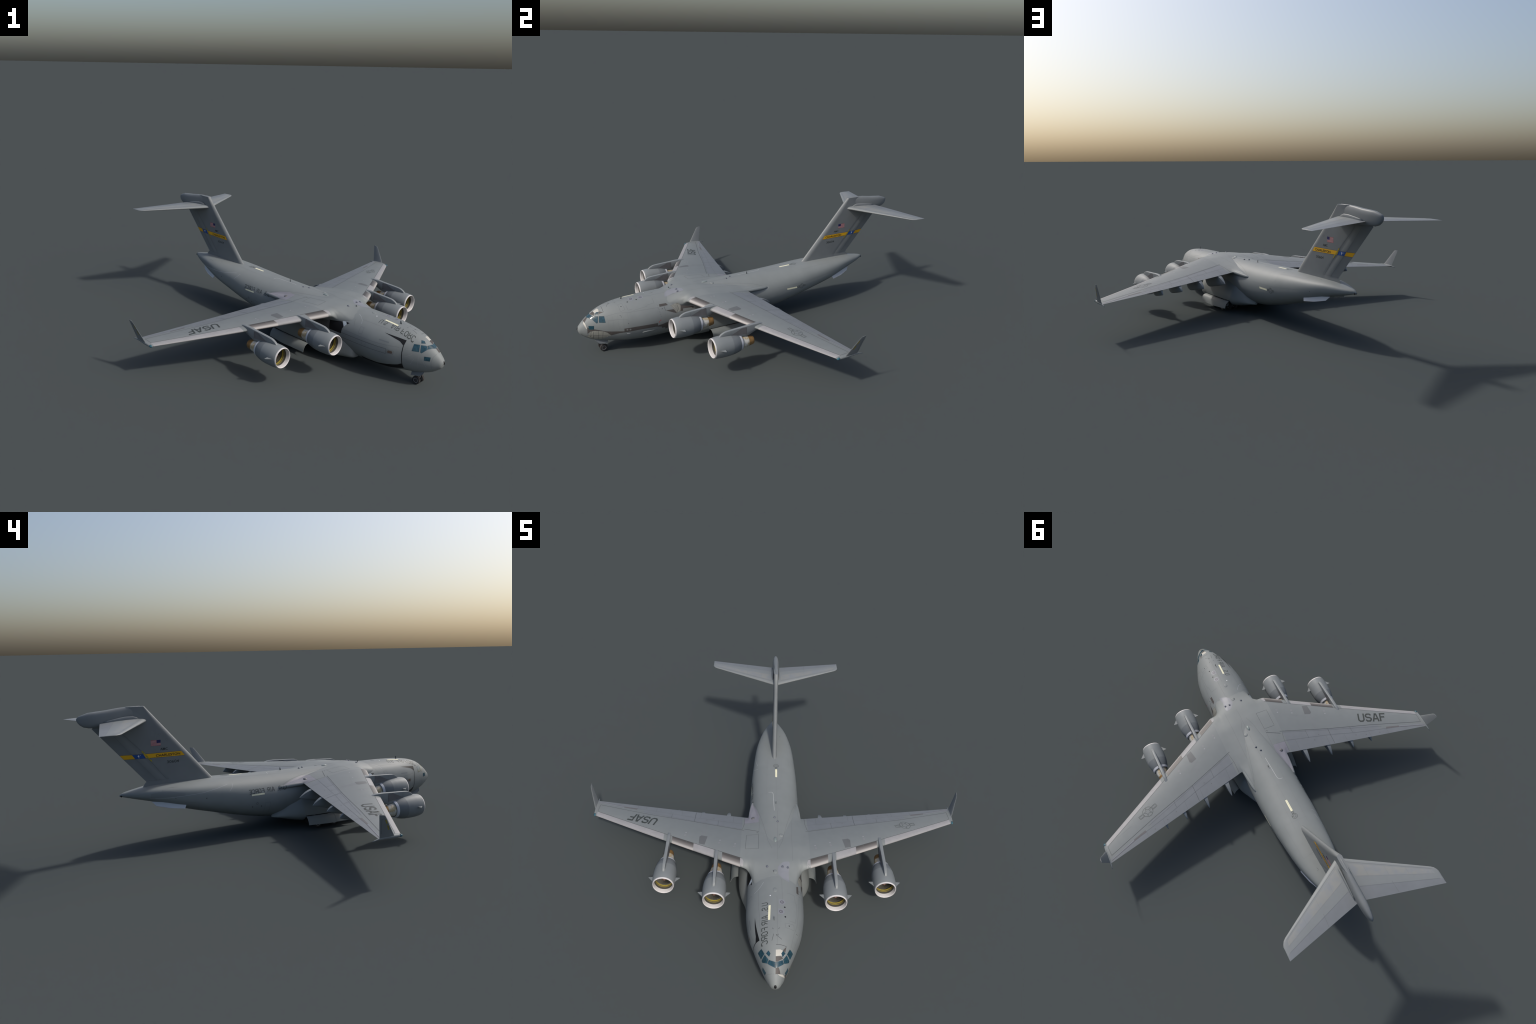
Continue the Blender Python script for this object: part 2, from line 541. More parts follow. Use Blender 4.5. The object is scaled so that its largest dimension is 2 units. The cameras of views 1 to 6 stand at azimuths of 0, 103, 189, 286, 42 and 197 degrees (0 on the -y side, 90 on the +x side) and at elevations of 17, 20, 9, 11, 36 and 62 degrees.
for y, tx, tz, dep, hw, fr in [(0.273, 0.168, 0.213, 0.051, 0.0140, 0.445), (0.4285, 0.157, 0.203, 0.041, 0.0135, 0.405),
                               (0.5805, 0.145, 0.206, 0.035, 0.0120, 0.345), (0.709, 0.137, 0.202, 0.024, 0.0095, 0.280)]:
    me = keel(y, tx, tz, dep, hw, fr)
    add("flap_fairing", me, PYL, wings['L'])
    add("flap_fairing", mirror_y(me), PYL, wings['R'])

# ------------------------------------------------------------------ engines and pylons
def spin(profile, seg=64, name="r"):
    """Revolve (x, r) pairs about the X axis."""
    rws = [[(x, r * cos(2 * pi * j / seg), r * sin(2 * pi * j / seg)) for j in range(seg)] for x, r in profile]
    v, f = loft(rws, True, (False, False))
    me = bpy.data.meshes.new(name)
    me.from_pydata(v, [], f)
    bm = bmesh.new()
    bm.from_mesh(me)
    bmesh.ops.recalc_face_normals(bm, faces=bm.faces)
    bm.to_mesh(me)
    bm.free()
    return me


def smooth_profile(pts, n=6):
    us = list(range(len(pts)))
    out = []
    for i in range((len(pts) - 1) * n + 1):
        u = i / n
        out.append((pchip(us, [p[0] for p in pts], u), pchip(us, [p[1] for p in pts], u)))
    return out


# x measured back (negative) from the inlet plane
nac_me = spin(smooth_profile([(-0.0060, 0.0586), (-0.02, 0.0612), (-0.05, 0.0634), (-0.08, 0.0632), (-0.115, 0.0612)]), name="engine_nacelle")
cowl_me = spin(smooth_profile([(-0.115, 0.0612), (-0.133, 0.0584), (-0.152, 0.0540), (-0.169, 0.0486)]), name="rear_cowl")
ring_me = spin(smooth_profile([(-0.169, 0.0488), (-0.176, 0.0468), (-0.183, 0.0442), (-0.1832, 0.0425), (-0.174, 0.0400)]), name="fan_nozzle_ring")
lip_me = spin(smooth_profile([(-0.0060, 0.0586), (-0.001, 0.0568), (0.0010, 0.0550), (-0.0010, 0.0530), (-0.006, 0.0512), (-0.022, 0.0488)], 5), name="inlet_lip")
liner_me = spin([(-0.022, 0.0488), (-0.036, 0.0482)], name="inlet_liner")
stripe_me = spin([(-0.036, 0.0482), (-0.0395, 0.0481)], name="fan_case_band")
case_me = spin([(-0.0395, 0.0481), (-0.0435, 0.0478)], name="fan_case")
band_me = spin([(-0.0435, 0.0480), (-0.052, 0.0476)], name="fan_case_band")
core_me = spin(smooth_profile([(-0.172, 0.0405), (-0.184, 0.0376), (-0.200, 0.0352), (-0.2275, 0.0305)]), name="core_cowl")
noz_me = spin(smooth_profile([(-0.2275, 0.0305), (-0.243, 0.0283), (-0.263, 0.0240), (-0.2625, 0.0226), (-0.24, 0.0226)]), name="exhaust_nozzle")
plug_me = spin(smooth_profile([(-0.238, 0.0226), (-0.242, 0.012), (-0.255, 0.007), (-0.264, 0.001)]), name="exhaust_plug")
spin_me = spin(smooth_profile([(-0.058, 0.014), (-0.048, 0.010), (-0.040, 0.0005)]), name="spinner")
disc_me = spin([(-0.062, 0.0478), (-0.062, 0.0005)], name="fan_disc")

# fan blades: twisted thin plates joined into one rotor
bv, bf = [], []
for k in range(36):
    a0 = 2 * pi * k / 36
    base = len(bv)
    for i, r in enumerate([0.013, 0.024, 0.036, 0.0468]):
        tw = radians(25 + 35 * i / 3)
        for s in (-0.5, 0.5):
            for th in (-0.0003, 0.0003):
                x = -0.056 + s * 0.009 * cos(tw)
                t = s * 0.009 * sin(tw) / r + th / r
                bv.append((x, r * cos(a0 + t), r * sin(a0 + t)))
    for i in range(3):
        p = base + i * 4
        q = p + 4
        bf += [(p, p + 1, q + 1, q), (p + 2, p + 3, q + 3, q + 2), (p, p + 2, q + 2, q), (p + 1, p + 3, q + 3, q + 1)]
blade_me = pydata(bv, bf, "fan_blades")

# side strakes of the nacelle
def strake_mesh(sg):
    top = [(-0.022, 0.060), (-0.033, 0.0685), (-0.045, 0.0795), (-0.052, 0.0855), (-0.054, 0.0850), (-0.056, 0.0620)]
    v = [(x, sg * r, 0.007 + dz) for dz in (-0.0012, 0.0012) for x, r in top]
    n = len(top)
    f = [tuple(range(n)), tuple(range(n, 2 * n))] + [(i, (i + 1) % n, (i + 1) % n + n, i + n) for i in range(n)]
    return pydata(v, f, "nacelle_strake")


strake_l, strake_r = strake_mesh(1), strake_mesh(-1)


def pylon_mesh(x_in, z_in, y):
    """Blade pylon between nacelle crown and wing underside, in aircraft coordinates."""
    _, xle, zle, xte, zte, tc = wing_line(y)
    # top ridge: nacelle crown -> over the leading edge
    top = [(x_in - 0.046, z_in + 0.0615), (x_in - 0.054, z_in + 0.0715), (x_in - 0.068, z_in + 0.0795), (x_in - 0.085, z_in + 0.0855),
           (x_in - 0.125, z_in + 0.0890), (xle + 0.045, zle + 0.0198), (xle + 0.01, zle + 0.0222), (xle - 0.028, zle + 0.0220),
           (xle - 0.058, zle + 0.0165), (xle - 0.12, zle - 0.008), (xle - 0.17, zle - 0.018)]
    bot = [(x_in - 0.047, z_in + 0.052), (x_in - 0.056, z_in + 0.05), (x_in - 0.07, z_in + 0.05), (x_in - 0.09, z_in + 0.05),
           (x_in - 0.13, z_in + 0.045), (x_in - 0.185, z_in + 0.028), (x_in - 0.215, z_in + 0.028), (x_in - 0.235, z_in + 0.032),
           (x_in - 0.265, z_in + 0.045), (x_in - 0.32, z_in + 0.058), (xle - 0.175, zle - 0.030)]
    hw = [0.0050, 0.0065, 0.0072, 0.0078, 0.0085, 0.0090, 0.0095, 0.0095, 0.0090, 0.0065, 0.0012]
    us = list(range(len(top)))
    rws = []
    n = 40
    for i in range(n + 1):
        u = i / n * (len(top) - 1)
        xt, zt = pchip(us, [p[0] for p in top], u), pchip(us, [p[1] for p in top], u)
        xb, zb = pchip(us, [p[0] for p in bot], u), pchip(us, [p[1] for p in bot], u)
        w = pchip(us, hw, u)
        row = []
        for k, (ty, tz) in enumerate([(0.0, 1.0), (0.78, 0.997), (0.94, 0.98), (1, 0.945), (1, 0.5), (1, 0.1), (0.7, 0.02), (0, 0)]):
            row.append((xb + (xt - xb) * tz, w * ty, zb + (zt - zb) * tz))
        row = row + [(a, -b, c) for a, b, c in row[-2:0:-1]]
        rws.append([(a, y + b, c) for a, b, c in rws and row or row])
    v, f = loft(rws)
    return pydata(v, f, "pylon")


TILT = radians(1.6)
ENGINES = []
for y, xi, zi in [(0.322, 0.867, 0.204), (0.6045, 0.738, 0.172)]:
    pm = pylon_mesh(xi, zi, y)
    for sg, wk in ((1, 'L'), (-1, 'R')):
        nac = add("engine_nacelle", nac_me, NAC)
        nac.location = (xi, sg * y, zi)
        nac.rotation_euler = (0, -TILT, 0)
        for nm, me, mt in [("inlet_lip", lip_me, LIP), ("rear_cowl", cowl_me, NACD), ("fan_nozzle_ring", ring_me, WHITE),
                           ("inlet_liner", liner_me, LINER), ("fan_case_band", stripe_me, YELLOW), ("fan_case", case_me, LINER),
                           ("fan_case_band", band_me, YELLOW), ("core_cowl", core_me, SILVER), ("exhaust_nozzle", noz_me, BRONZE),
                           ("exhaust_plug", plug_me, BRONZE), ("spinner", spin_me, SPIN), ("fan_disc", disc_me, FAN),
                           ("fan_rotor", blade_me, LINER), ("nacelle_strake", strake_l, NAC), ("nacelle_strake", strake_r, NAC)]:
            add(nm, me, mt, nac, nm not in ("nacelle_strake", "fan_rotor"))
        ENGINES.append(nac)
        p = add("pylon", pm if sg == 1 else mirror_y(pm), PYL, wings[wk])

# ------------------------------------------------------------------ landing-gear sponsons
SPON = [  # x, outer y, (y, z) where the flank meets the fuselage, widest level, bottom, boxiness of the lower half
    (0.864, 0.118, 0.108, 0.083, 0.075, 0.058, 2.2), (0.855, 0.139, 0.130, 0.104, 0.078, 0.052, 2.2), (0.840, 0.147, 0.138, 0.120, 0.080, 0.048, 2.2),
    (0.822, 0.153, 0.143, 0.132, 0.082, 0.044, 2.2), (0.798, 0.160, 0.146, 0.147, 0.086, 0.040, 2.2), (0.757, 0.176, 0.148, 0.162, 0.088, 0.037, 2.3),
    (0.710, 0.189, 0.149, 0.174, 0.090, 0.034, 2.4), (0.660, 0.197, 0.149, 0.184, 0.092, 0.033, 2.4),
    (0.600, 0.2000, 0.149, 0.194, 0.092, 0.032, 2.4), (0.5685, 0.2005, 0.149, 0.196, 0.092, 0.032, 2.4), (0.5675, 0.2005, 0.149, 0.196, 0.092, 0.0735, 12.0),
    (0.450, 0.2005, 0.149, 0.197, 0.092, 0.0735, 12.0), (0.350, 0.1985, 0.149, 0.190, 0.092, 0.0735, 12.0), (0.2635, 0.1925, 0.148, 0.172, 0.092, 0.0735, 12.0),
    (0.2625, 0.1925, 0.148, 0.172, 0.092, 0.0345, 2.4), (0.220, 0.1800, 0.146, 0.155, 0.088, 0.041, 2.3), (0.180, 0.161, 0.140, 0.138, 0.084, 0.050, 2.2),
    (0.138, 0.141, 0.122, 0.112, 0.080, 0.060, 2.2), (0.110, 0.125, 0.112, 0.096, 0.077, 0.066, 2.2), (0.085, 0.103, 0.101, 0.080, 0.075, 0.070, 2.2)]


def sponson_row(x, ym, yb, zb, zc, zlow, nb, seg=64, yc=0.095, nu=1.65):
    """Pod section: a leaning flank that passes through its joint with the fuselage, and a rounded or cut-off underside."""
    a = ym - yc
    h = (zb - zc) / max(0.25, (1 - min(0.97, ((yb - yc) / a)) ** nu)) ** (1 / nu)
    row = []
    for j in range(seg):
        t = 2 * pi * j / seg
        ex = 2 / (nu if sin(t) > 0 else nb)
        hh = h if sin(t) > 0 else zc - zlow
        row.append((x, yc + a * spow(cos(t), ex), zc + hh * spow(sin(t), ex)))
    return row


def sponson_mesh(front):
    """front < 1 draws the nose of the pod further back (the left pod is blunter than the right one)."""
    tab = [((0.6 + (q[0] - 0.6) * front) if q[0] > 0.6 else q[0],) + q[1:] for q in SPON]
    dense = []
    sx = [-q[0] for q in tab]
    for i in range(len(tab) - 1):
        gap = tab[i][0] - tab[i + 1][0]
        n = max(1, int(gap / 0.006))
        for k in range(n):
            x = tab[i][0] - gap * k / n
            t = k / n
            low = [tab[i][c] + (tab[i + 1][c] - tab[i][c]) * t for c in (5, 6)]
            dense.append(sponson_row(x, *(pchip(sx, [q[c] for q in tab], -x) for c in (1, 2, 3, 4)), *low))
    dense.append(sponson_row(*tab[-1]))
    v, f = loft(dense)
    me = pydata(v, f, "gear_sponson")
    sharp_edges(me, 40)
    return me


sponsons = (add("gear_sponson", sponson_mesh(0.60), GREY), add("gear_sponson", mirror_y(sponson_mesh(0.96)), GREY))

# open sponson doors: curved shells hanging outboard
ARC = [(0.1990, 0.0730), (0.209, 0.0745), (0.216, 0.0735), (0.225, 0.070), (0.234, 0.063), (0.241, 0.053), (0.246, 0.041), (0.249, 0.029)]


def door(x0, x1, th=0.0016, sink=0.0):
    """Curved shell hinged under the pod flank; its outer edge follows the taper of the pod."""
    inner = []
    for i, (y, z) in enumerate(ARC):
        a = ARC[max(0, i - 1)]
        b = ARC[min(len(ARC) - 1, i + 1)]
        t = Vector((b[0] - a[0], b[1] - a[1])).normalized()
        inner.append((y + t.y * th, z - t.x * th))
    ring = ARC + inner[::-1]
    rws = []
    for k in range(17):
        x = x0 + (x1 - x0) * k / 16
        q = max(0, min(1, (0.40 - x) / 0.14))
        rws.append([(x, y - 0.016 * q ** 1.3 * min(1, (y - 0.195) / 0.03) - 0.004 * q, z - sink) for y, z in ring])
    v, f = loft(rws)
    me = pydata(v, f, "gear_door")
    sharp_edges(me, 40)
    return me


for x0, x1, sink in ((0.4365, 0.565, 0.0), (0.260, 0.4360, 0.0008)):
    me = door(x0, x1, sink=sink)
    for ob, sp in zip((me, mirror_y(me)), sponsons):
        add("gear_door", ob, GREY, sp)

# ------------------------------------------------------------------ wheels
def wheel_meshes(r, w):
    """Tyre, and hub with rim dish and bolts, axle along Y."""
    pr = [(-0.5, 0.56), (-0.5, 0.70), (-0.48, 0.86), (-0.40, 0.96), (-0.25, 1.0), (0, 1.0), (0.25, 1.0), (0.40, 0.96), (0.48, 0.86), (0.5, 0.70), (0.5, 0.56)]
    seg = 40
    t = [[(r * b * cos(2 * pi * j / seg), w * a, r * b * sin(2 * pi * j / seg)) for j in range(seg)] for a, b in pr]
    v, f = loft(t)
    tyre = pydata(v, f, "tyre")
    hp = [(-0.44, 0.03), (-0.5, 0.18), (-0.45, 0.22), (-0.40, 0.42), (-0.51, 0.50), (-0.515, 0.57), (0.515, 0.57), (0.51, 0.50), (0.40, 0.42), (0.45, 0.22), (0.5, 0.18), (0.44, 0.03)]
    t = [[(r * b * cos(2 * pi * j / seg), w * a, r * b * sin(2 * pi * j / seg)) for j in range(seg)] for a, b in hp]
    v, f = loft(t)
    hub = pydata(v, f, "wheel_hub")
    sharp_edges(hub, 35)
    return tyre, hub


def tube(p, q, r, seg=14, name="strut"):
    p, q = Vector(p), Vector(q)
    d = (q - p).normalized()
    a = d.orthogonal().normalized()
    b = d.cross(a)
    rws = [[tuple(o + a * (r * cos(2 * pi * j / seg)) + b * (r * sin(2 * pi * j / seg))) for j in range(seg)] for o in (p, q)]
    v, f = loft(rws)
    me = pydata(v, f, name)
    sharp_edges(me, 50)
    return me


n_tyre, n_hub = wheel_meshes(0.0234, 0.0165)
strut = add("nose_gear_strut", tube((1.207, 0, 0.0234), (1.207, 0, 0.10), 0.0062), STEEL)
add("axle", tube((1.207, -0.024, 0.0234), (1.207, 0.024, 0.0234), 0.0035), STEEL, strut)
add("drag_brace", tube((1.207, 0, 0.045), (1.165, 0, 0.085), 0.003), STEEL, strut)
add("torque_link", tube((1.214, 0, 0.032), (1.222, 0, 0.055), 0.0024), STEEL, strut)
add("taxi_light", tube((1.213, -0.010, 0.062), (1.220, -0.010, 0.062), 0.0045), LIP, strut)
add("taxi_light", tube((1.213, 0.010, 0.062), (1.220, 0.010, 0.062), 0.0045), LIP, strut)
for y in (-0.0195, 0.0195):
    t = add("tyre", n_tyre, TYRE, strut)
    t.location = (1.207, y, 0.0234)
    h = add("wheel_hub", n_hub, HUB, strut)
    h.location = (1.207, y, 0.0234)


def plate(corners, th, name="plate"):
    """Thin slab from a planar polygon."""
    c = [Vector(p) for p in corners]
    n = (c[1] - c[0]).cross(c[2] - c[0]).normalized() * th / 2
    k = len(c)
    v = [p + n for p in c] + [p - n for p in c]
    f = [tuple(range(k)), tuple(range(k, 2 * k))[::-1]] + [(i, (i + 1) % k, (i + 1) % k + k, i + k) for i in range(k)]
    me = pydata(v, f, name)
    return me


for sg in (1, -1):
    add("nose_gear_door", plate([(1.180, sg * 0.030, 0.072), (1.258, sg * 0.030, 0.094), (1.252, sg * 0.041, 0.079), (1.236, sg * 0.044, 0.066), (1.184, sg * 0.044, 0.054)], 0.0016), NACD, strut, False)

m_tyre, m_hub = wheel_meshes(0.0278, 0.021)
for sg in (1, -1):
    sp = sponsons[0 if sg == 1 else 1]
    for x in (0.333, 0.447):
        st = add("main_gear_strut", tube((x, sg * 0.165, 0.0278), (x, sg * 0.165, 0.10), 0.008), STEEL)
        add("axle", tube((x, sg * 0.10, 0.0278), (x, sg * 0.21, 0.0278), 0.004), STEEL, st)
        for y in (0.112, 0.1535, 0.200):
            t = add("tyre", m_tyre, TYRE, st)
            t.location = (x, sg * y, 0.0278)
            h = add("wheel_hub", m_hub, HUB, st)
            h.location = (x, sg * y, 0.0278)

# ------------------------------------------------------------------ tail fin, bullet, tailplane
FIN_T = [(0, 0), (.012, .20), (.03, .33), (.06, .45), (.10, .50), (.32, .50), (.60, .44), (.672, .405), (.684, .362), (.74, .372), (.80, .335), (.836, .285), (.845, .262), (1, .015)]


def fin_half(s):
    """Half thickness of the fin: blunt nose, step at the rudder hinge, bulged front rudder, flat tab."""
    return pchip([p[0] for p in FIN_T], [p[1] for p in FIN_T], s)


def fin_section(z, xl, xt, hw, n=40):
    c = xl - xt
    row = []
    for i in range(2 * n):
        s = i / n if i <= n else 2 - i / n
        s = 0.5 - 0.5 * cos(pi * s)
        row.append((xl - c * s, fin_half(s) * 2 * hw * (1 if i <= n else -1), z))
    return row


rws = []
for z in [0.300, 0.322, 0.338] + [0.345 + (0.7535 - 0.345) * i / 24 for i in range(25)]:
    xl = -0.2495 - (z - 0.338) * (0.364 / 0.409)
    xt = -0.631 - (z - 0.350) * (0.273 / 0.306) if z > 0.3449 else -0.631 - (0.345 - z) * 0.65
    hw = 0.0155 - 0.002 * (z - 0.34) / 0.4
    if z > 0.66:
        xt = -0.90 + 0.16 * min(1, (z - 0.66) / 0.08)
    rws.append(fin_section(z, xl, xt, hw))
v, f = loft(rws)
fin_me = pydata(v, f, "tail_fin")
sharp_edges(fin_me, 45)
fin = add("tail_fin", fin_me, FIN)
RUDDER_HINGE = 0.68

bullet = superloft("tail_bullet", [
    (-0.630, 0, 0.7080, 0.0030, 0.0400), (-0.645, 0, 0.7070, 0.0070, 0.0490), (-0.680, 0, 0.7060, 0.0125, 0.0500), (-0.715, 0, 0.7055, 0.0155, 0.0495), (-0.760, 0, 0.7035, 0.0190, 0.0480),
    (-0.821, 0, 0.6995, 0.0215, 0.0440), (-0.880, 0, 0.6970, 0.0205, 0.0415), (-0.915, 0, 0.6960, 0.0180, 0.0390),
    (-0.940, 0, 0.6950, 0.0145, 0.0320), (-0.958, 0, 0.6980, 0.0105, 0.0230), (-0.968, 0, 0.7010, 0.0070, 0.0140),
    (-0.9735, 0, 0.7030, 0.0020, 0.0040)], 44, 2.7)
add("tail_bullet", bullet, FIN, fin)

rws = []
for t in [0, .04] + [i / 16 for i in range(1, 16)] + [0.97, 0.99, 1.0]:
    y = 0.008 + (0.437 - 0.008) * t
    xl = -0.612 - (0.870 - 0.612) * t
    xt = -0.859 - (0.963 - 0.859) * t
    if t > .95:
        xl -= 0.020 * ((t - .95) / .05) ** 2
    z = 0.678 - 0.011 * t
    c = xl - xt
    tc = 0.110 - 0.02 * t
    if t > .98:
        tc *= 0.75 if t < 1 else 0.3
    n = 24
    row = []
    for i in range(2 * n):
        s = i / n if i <= n else 2 - i / n
        s = 0.5 - 0.5 * cos(pi * s)
        row.append((xl - c * s, y, z + (0.55 * thick(s) + 0.45 * blunt(s)) * tc * c * (1 if i <= n else -1)))
    rws.append(row)
def split_rows(rws, cut, n):
    """Split a lofted surface at chord index cut into a front and a rear mesh with shared border and normals."""
    v, f = loft(rws)
    me = bpy.data.meshes.new("t")
    me.from_pydata(v, [], f)
    bm = bmesh.new()
    bm.from_mesh(me)
    bmesh.ops.recalc_face_normals(bm, faces=bm.faces)
    nrm = [q.normal.copy() for q in bm.verts]
    order = [[q.index for q in fc.verts] for fc in bm.faces]
    bm.free()
    m = len(rws[0])
    out = []
    for rear in (False, True):
        fs = []
        for fc in order:
            if len(fc) > 4:                    # end caps: split along the cut
                ring = [q for q in fc if (cut <= q % m <= m - cut) == rear or q % m in (cut, m - cut)]
                fs.append(ring)
            else:
                js = sorted(q % m for q in fc)
                jm = (js[0] + js[-1]) / 2 if js[-1] - js[0] < m / 2 else m - 0.5
                if (cut < jm < m - cut) == rear:
                    fs.append(fc)
        idx = sorted({q for fc in fs for q in fc})
        mp = {q: k for k, q in enumerate(idx)}
        k = bpy.data.meshes.new("part")
        k.from_pydata([v[q] for q in idx], [], [tuple(mp[q] for q in fc) for fc in fs])
        k.polygons.foreach_set("use_smooth", [True] * len(k.polygons))
        loops = []
        for p in k.polygons:                    # keep the trailing edge and the tip crisp
            for q in p.vertices:
                n0 = nrm[idx[q]]
                crisp = len(p.vertices) > 4 or n0.dot(p.normal) < 0.75
                loops.append(tuple(p.normal if crisp else n0))
        k.normals_split_custom_set(loops)
        out.append(k)
    return out


stab_me, elev_me = split_rows(rws, 15, 24)
stab = []
for sgn in (1, -1):
    def flip(me):
        if sgn == 1:
            return me
        return mirror_y(me)
    st = add("tailplane", flip(stab_me), TAILP)
    add("elevator", flip(elev_me), LAV, st)
    stab.append(st)

hump = superloft("tailplane_fairing", [(-0.655, 0.019, 0.690, 0.001, 0.001), (-0.668, 0.020, 0.692, 0.0045, 0.008), (-0.69, 0.021, 0.693, 0.0055, 0.0145),
                                       (-0.73, 0.022, 0.691, 0.0058, 0.0155), (-0.78, 0.023, 0.688, 0.0050, 0.011), (-0.82, 0.024, 0.686, 0.0035, 0.006), (-0.845, 0.024, 0.684, 0.001, 0.001)], 24)
pair("tailplane_fairing", hump, FIN, fin)

# ventral strakes under the rear fuselage
st_me = plate([(-0.440, 0.100, 0.222), (-0.453, 0.109, 0.198), (-0.530, 0.092, 0.207), (-0.599, 0.067, 0.222), (-0.620, 0.052, 0.246), (-0.53, 0.078, 0.236)], 0.003, "ventral_strake")
pair("ventral_strake", st_me, STRAKE, None, False)

# ------------------------------------------------------------------ markings, panes and seams laid on the skin
bpy.context.view_layer.update()
SKIN = {"fuselage", "wing_fairing", "wing", "slat", "flap", "aileron", "spoiler", "gear_sponson", "tail_fin", "fairing_tail",
        "tail_bullet", "tailplane", "elevator", "winglet"}


def skin_tree(names):
    verts, tris = [], []
    for ob in ALL:
        if ob.name.split(".")[0] in names:
            o = len(verts)
            verts += [v.co.copy() for v in ob.data.vertices]
            tris += [tuple(o + i for i in p.vertices) for p in ob.data.polygons]
    return BVHTree.FromPolygons(verts, tris)


BODY = skin_tree(SKIN)
TOP, PORT, STAR, BELLY = Vector((0, 0, 1)), Vector((0, 1, 0)), Vector((0, -1, 0)), Vector((0, 0, -1))
LIFT = [0.0]
REACH = [0.6]
STRIPS = {}


def lift(layer):
    LIFT[0] += 3e-7
    return 0.00022 + 0.00014 * layer + LIFT[0]


def lay_mesh(bm, out, off, far=0.08):
    """Drop every vertex of bm along -out on to the skin and raise it by off; unmatched vertices vanish."""
    dead = []
    for v in bm.verts:
        hit, nrm, _, _ = BODY.ray_cast(v.co + out * far, -out, far * 2.6)
        if hit is None:
            dead.append(v)
            continue
        if nrm.dot(out) < 0:
            nrm = -nrm
        v.co = hit + (nrm * 0.8 + out * 0.2).normalized() * off
    if dead:
        bmesh.ops.delete(bm, geom=dead, context='VERTS')


def refine(bm, step):
    for _ in range(7):
        long = [e for e in bm.edges if e.calc_length() > step]
        if not long:
            break
        bmesh.ops.subdivide_edges(bm, edges=long, cuts=1)
        bmesh.ops.triangulate(bm, faces=[f for f in bm.faces if len(f.verts) > 3])


def to3d(p, out, plane_at):
    if len(p) == 3:
        return Vector(p)
    if out in (TOP, BELLY):
        return Vector((p[0], p[1], plane_at))
    return Vector((p[0], plane_at, p[1]))


def place(bm, name, mat, out, layer, parent, step):
    refine(bm, step)
    lay_mesh(bm, out, lift(layer))
    bmesh.ops.recalc_face_normals(bm, faces=bm.faces)
    me = bpy.data.meshes.new(name)
    bm.to_mesh(me)
    bm.free()
    if not me.polygons:
        print("EMPTY marking", name)
    return add(name, me, mat, parent)


def patch(name, mat, pts, out=None, layer=0, at=0.0, parent=None, step=0.008):
    """A painted area: polygon (3D points, or 2D points for a top or side projection) laid on the skin."""
    p3 = [to3d(p, out, at) for p in pts]
    if out is None:
        out = Vector((0, 0, 0))
        for p in p3:
            out += BODY.find_nearest(p)[1]
        out.normalize()
    c = sum(p3, Vector()) / len(p3)
    flat = [p - out * (p - c).dot(out) for p in p3]
    bm = bmesh.new()
    vs = [bm.verts.new(p) for p in flat]
    es = [bm.edges.new((vs[i], vs[(i + 1) % len(vs)])) for i in range(len(vs))]
    bmesh.ops.triangle_fill(bm, edges=es, use_beauty=True, normal=out)
    return place(bm, name, mat, out, layer, parent or fuselage, step)


def disc(name, mat, c, r, out=None, layer=1, inner=0.0, parent=None, n=24):
    """Spot or ring."""
    c = Vector(c)
    if out is None:
        out = BODY.find_nearest(c)[1].copy()
    a = out.orthogonal().normalized()
    b = out.cross(a)
    bm = bmesh.new()
    ro = [bm.verts.new(c + (a * cos(2 * pi * k / n) + b * sin(2 * pi * k / n)) * r) for k in range(n)]
    if inner:
        ri = [bm.verts.new(c + (a * cos(2 * pi * k / n) + b * sin(2 * pi * k / n)) * inner) for k in range(n)]
        for k in range(n):
            bm.faces.new((ro[k], ro[(k + 1) % n], ri[(k + 1) % n], ri[k]))
    else:
        bm.faces.new(ro)
        bmesh.ops.triangulate(bm, faces=bm.faces[:])
    return place(bm, name, mat, out, layer, parent or fuselage, 0.02)


def seam(pts, width=0.0012, mat=None, out=None, at=0.0, layer=0, parent=None, closed=False, name="panel_seam"):
    """Thin strip that follows the skin through the given points."""
    p3 = [to3d(p, out, at) for p in pts]
    if closed:
        p3.append(p3[0])
    if out is not None:                                   # project the guide points first
        q3 = []
        for p in p3:
            hit = BODY.ray_cast(p + out * REACH[0], -out, 1.2)
            q3.append(hit[0] if hit[0] is not None else p)
        p3 = q3
    line = []
    for a, b in zip(p3, p3[1:]):
        n = max(1, int((b - a).length / 0.008))
        line += [a.lerp(b, k / n) for k in range(n)]
    line.append(p3[-1])
    off = lift(layer)
    verts, faces = [], []
    for k, p in enumerate(line):
        t = (line[min(k + 1, len(line) - 1)] - line[max(k - 1, 0)]).normalized()
        if out is not None:
            q, n, _, _ = BODY.ray_cast(p + out * 0.05, -out, 0.2)
        else:
            q = None
        if q is None:
            q, n, _, _ = BODY.find_nearest(p)
        sd = t.cross(n).normalized() * width / 2
        verts += [q + n * off + sd, q + n * off - sd]
        if k:
            faces.append((2 * k - 2, 2 * k - 1, 2 * k + 1, 2 * k))
    vs, fs = STRIPS.setdefault((name, parent or fuselage, mat or SEAM), ([], []))
    k = len(vs)
    vs += [tuple(v) for v in verts]
    fs += [tuple(k + i for i in f) for f in faces]


def flush_strips():
    """Join the collected strips: one object per kind, part and paint."""
    for (name, parent, mat), (vs, fs) in STRIPS.items():
        me = bpy.data.meshes.new(name)
        me.from_pydata(vs, [], fs)
        ob = add(name, me, mat, parent)
        ob["kind"] = "stuff"
    STRIPS.clear()


